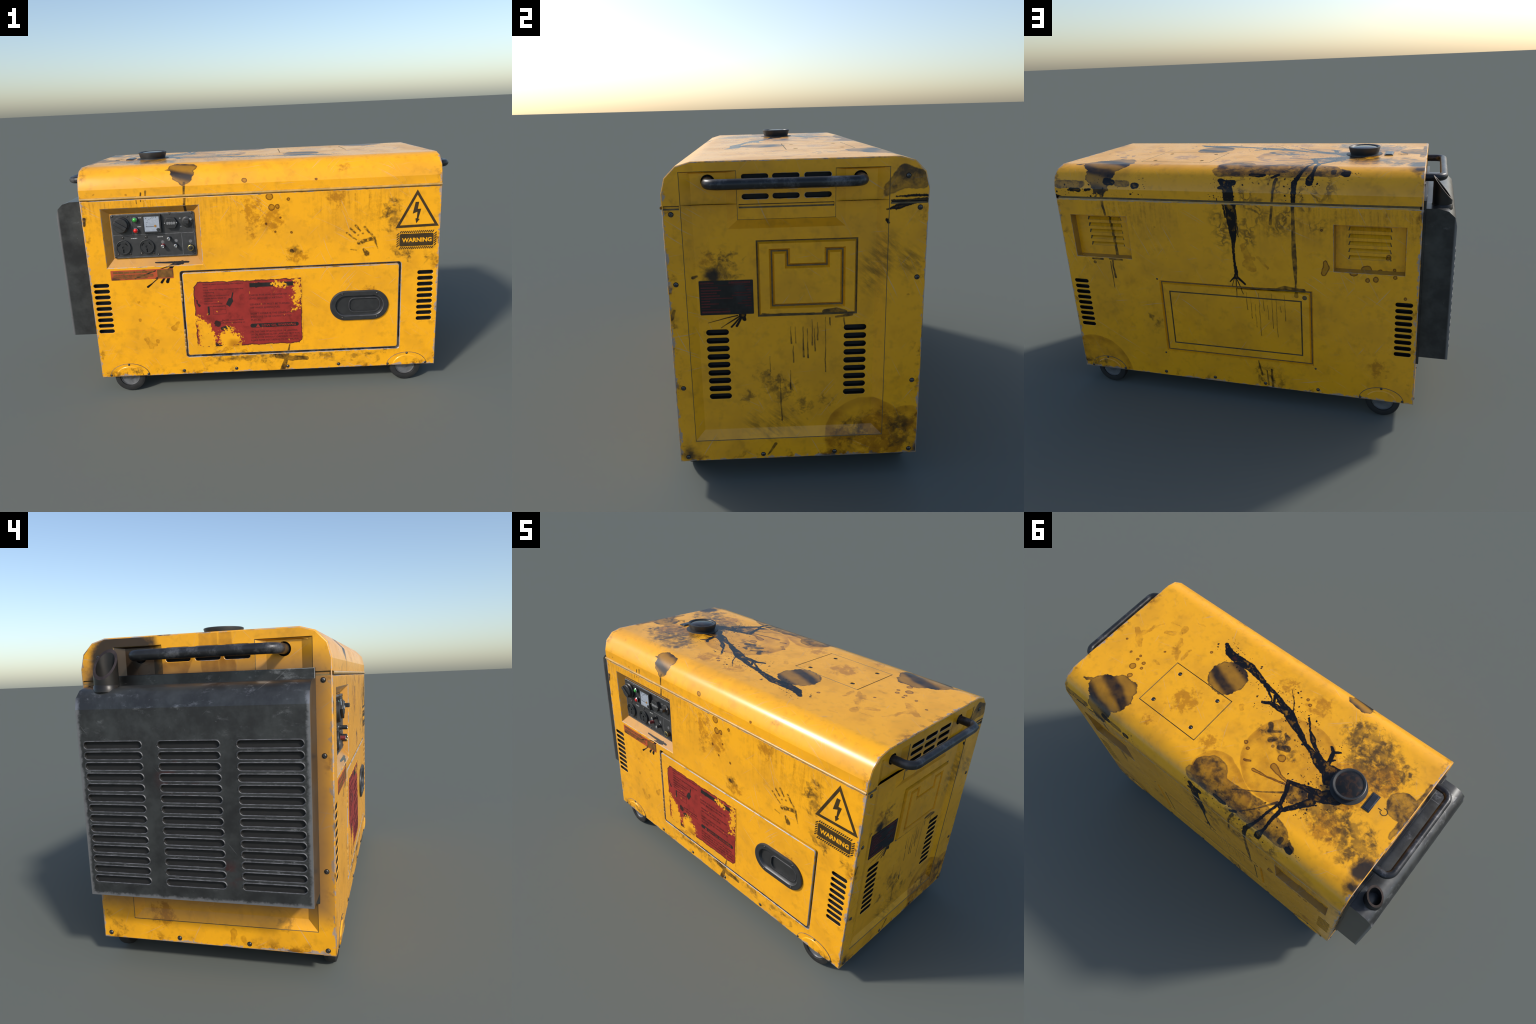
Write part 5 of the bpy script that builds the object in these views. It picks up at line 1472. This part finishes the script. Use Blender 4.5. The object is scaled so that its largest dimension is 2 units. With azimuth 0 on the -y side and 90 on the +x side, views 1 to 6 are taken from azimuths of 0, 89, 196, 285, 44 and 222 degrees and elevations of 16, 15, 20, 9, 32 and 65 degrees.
for k in range(28):
    quad = [a_out[k], a_out[k + 1], a_in[k + 1], a_in[k]]
    f = S.loop([roof_map(*turn((-0.752 + -(p[0] + 0.752), p[1])), -0.0006) for p in quad])
    S.face(f)
    g = S.loop([roof_map(*turn((-0.752 + -(p[0] + 0.752), p[1])), 0.0003) for p in quad])
    S.bridge(f, g)
    S.face(g)
panel(S, roof_map, [(-0.741, -0.0012), (-0.722, -0.0012), (-0.722, 0.0032), (-0.741, 0.0032)], 0.0009, (), 0, top=-0.0006)
S.make("power_sign", [dark_print], root)
btn = block("start_button", roof_map, rect(-0.702, -0.0475, -0.662, 0.0455), -0.0045, 0.001, [black_plastic], root, 0.0012,
            [Pocket([(rect(-0.698, -0.0435, -0.666, 0.0415), -0.0045, 0), (rect(-0.695, -0.0405, -0.669, 0.0385), -0.0065, 0)], 0)])
btn.data.materials[0] = plain("button_dark_blue", (0.022, 0.027, 0.037), 0.25, vary=0.2)

# fuel cap
S = Solid()
capf = lambda a, b, h: (-0.5615 + a, 0.001 + b, ZT + h)
lathe(S, [(0.088, -0.002), (0.087, 0.002), (0.072, 0.003), (0.068, 0.004), (0.070, 0.010), (0.077, 0.033), (0.0765, 0.036), (0.073, 0.0375), (0.067, 0.036), (0.063, 0.0315), (0.060, 0.0315), (0.052, 0.0345), (0.030, 0.037), (0.006, 0.0378)],
      capf, 48, mats=[0, 0, 0, 0, 0, 0, 0, 0, 0, 1, 1, 1, 1])
S.make("fuel_cap", [black_plastic, cap_top], root, 32)

# ---- carrying handles -----------------------------------------------------------------------------------


def handle(x_in, x_out, y0, y1, z, r=0.0175, bend=0.042):
    sg = 1 if x_out > x_in else -1
    path = [(x_in, y0, z)]
    for k in range(9):
        a = math.pi / 2 * k / 8
        path.append((x_out - sg * bend + sg * bend * math.sin(a), y0 + bend - bend * math.cos(a), z))
    for k in range(1, 12):
        path.append((x_out, y0 + bend + (y1 - y0 - 2 * bend) * k / 12, z))
    for k in range(9):
        a = math.pi / 2 * k / 8
        path.append((x_out - sg * bend + sg * bend * math.cos(a), y1 - bend + bend * math.sin(a), z))
    path.append((x_in, y1, z))
    return tube("carrying_handle", path, r, [tube_steel], root, 20)


handle(0.885, 0.9825, -0.287, 0.214, 1.130)
handle(-0.835, -0.938, -0.287, 0.210, 1.130)

# ---- exhaust side: mounting plate, louvered cover, outlet pipe ------------------------------------------
mplate = block("mounting_plate", left_map, rect(-0.3885, 0.283, 0.3885, 1.067), -0.012, 0.004, [cover_mat], root, 0.002)
S = Solid()
XC = -0.999
profile = [(-0.8705, 0.322), (XC, 0.322), (XC, 0.961), (-0.990, 0.998), (-0.963, 1.023), (-0.926, 1.033), (-0.8705, 1.0335)]
ends = []
for y in (-0.389, 0.389):
    ends.append(S.loop([(x, y, z) for x, z in profile]))
a, b = ends
for i in range(len(profile)):
    if i == 1:
        continue
    j = (i + 1) % len(profile)
    S.face((a[i], a[j], b[j], b[i]), 0, i in (2, 3, 4, 5))
louvers = []


def hood_lip(poly, zc, up, low):
    """pressed louver: the rim stands out along the top, flush along the bottom"""
    return [up if v > zc - 0.002 else low for _, v in poly]


cmap = lambda u, v, d: (XC + d, u, v)
for cy in (0.265, 0.0, -0.2645):
    for k in range(14):
        z = 0.843 - (0.843 - 0.3815) * k / 13
        s0 = slot(cy, z, 0.2155, 0.0305, 6)
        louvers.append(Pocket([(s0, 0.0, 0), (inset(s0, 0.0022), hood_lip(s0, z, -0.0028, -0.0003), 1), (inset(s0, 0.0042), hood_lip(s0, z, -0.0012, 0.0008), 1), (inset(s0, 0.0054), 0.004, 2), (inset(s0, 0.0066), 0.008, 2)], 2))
S.fill([a[1], a[2], b[2], b[1]], [sink(S, cmap, q) for q in louvers], 0)
S.fill(a); S.fill(b)
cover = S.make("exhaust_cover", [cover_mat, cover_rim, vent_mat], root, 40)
S = Solid()
seg = 24
pr, pin = 0.0415, 0.0325
pc = (-0.935, 0.302)


def pipe_ring(r, zf):
    return S.loop([(pc[0] + r * math.cos(2 * math.pi * k / seg), pc[1] + r * math.sin(2 * math.pi * k / seg), zf(pc[0] + r * math.cos(2 * math.pi * k / seg))) for k in range(seg)])


cut = lambda x: 1.106 + (x - pc[0]) * 1.24
r0 = pipe_ring(pr + 0.004, lambda x: 1.015)
r1 = pipe_ring(pr + 0.002, lambda x: 1.036)
r1b = pipe_ring(pr, lambda x: 1.038)
r2 = pipe_ring(pr, cut)
r3 = pipe_ring(pin, cut)
r4 = pipe_ring(pin, lambda x: 1.022)
for p, q, m in ((r0, r1, 0), (r1, r1b, 0), (r1b, r2, 0), (r2, r3, 1), (r3, r4, 0)):
    S.bridge(p, q, m, m == 0)
S.fill(r0, (), 0); S.fill(r4, (), 2)
S.make("exhaust_pipe", [pipe_mat, pipe_lip, hole_mat], cover, 40)
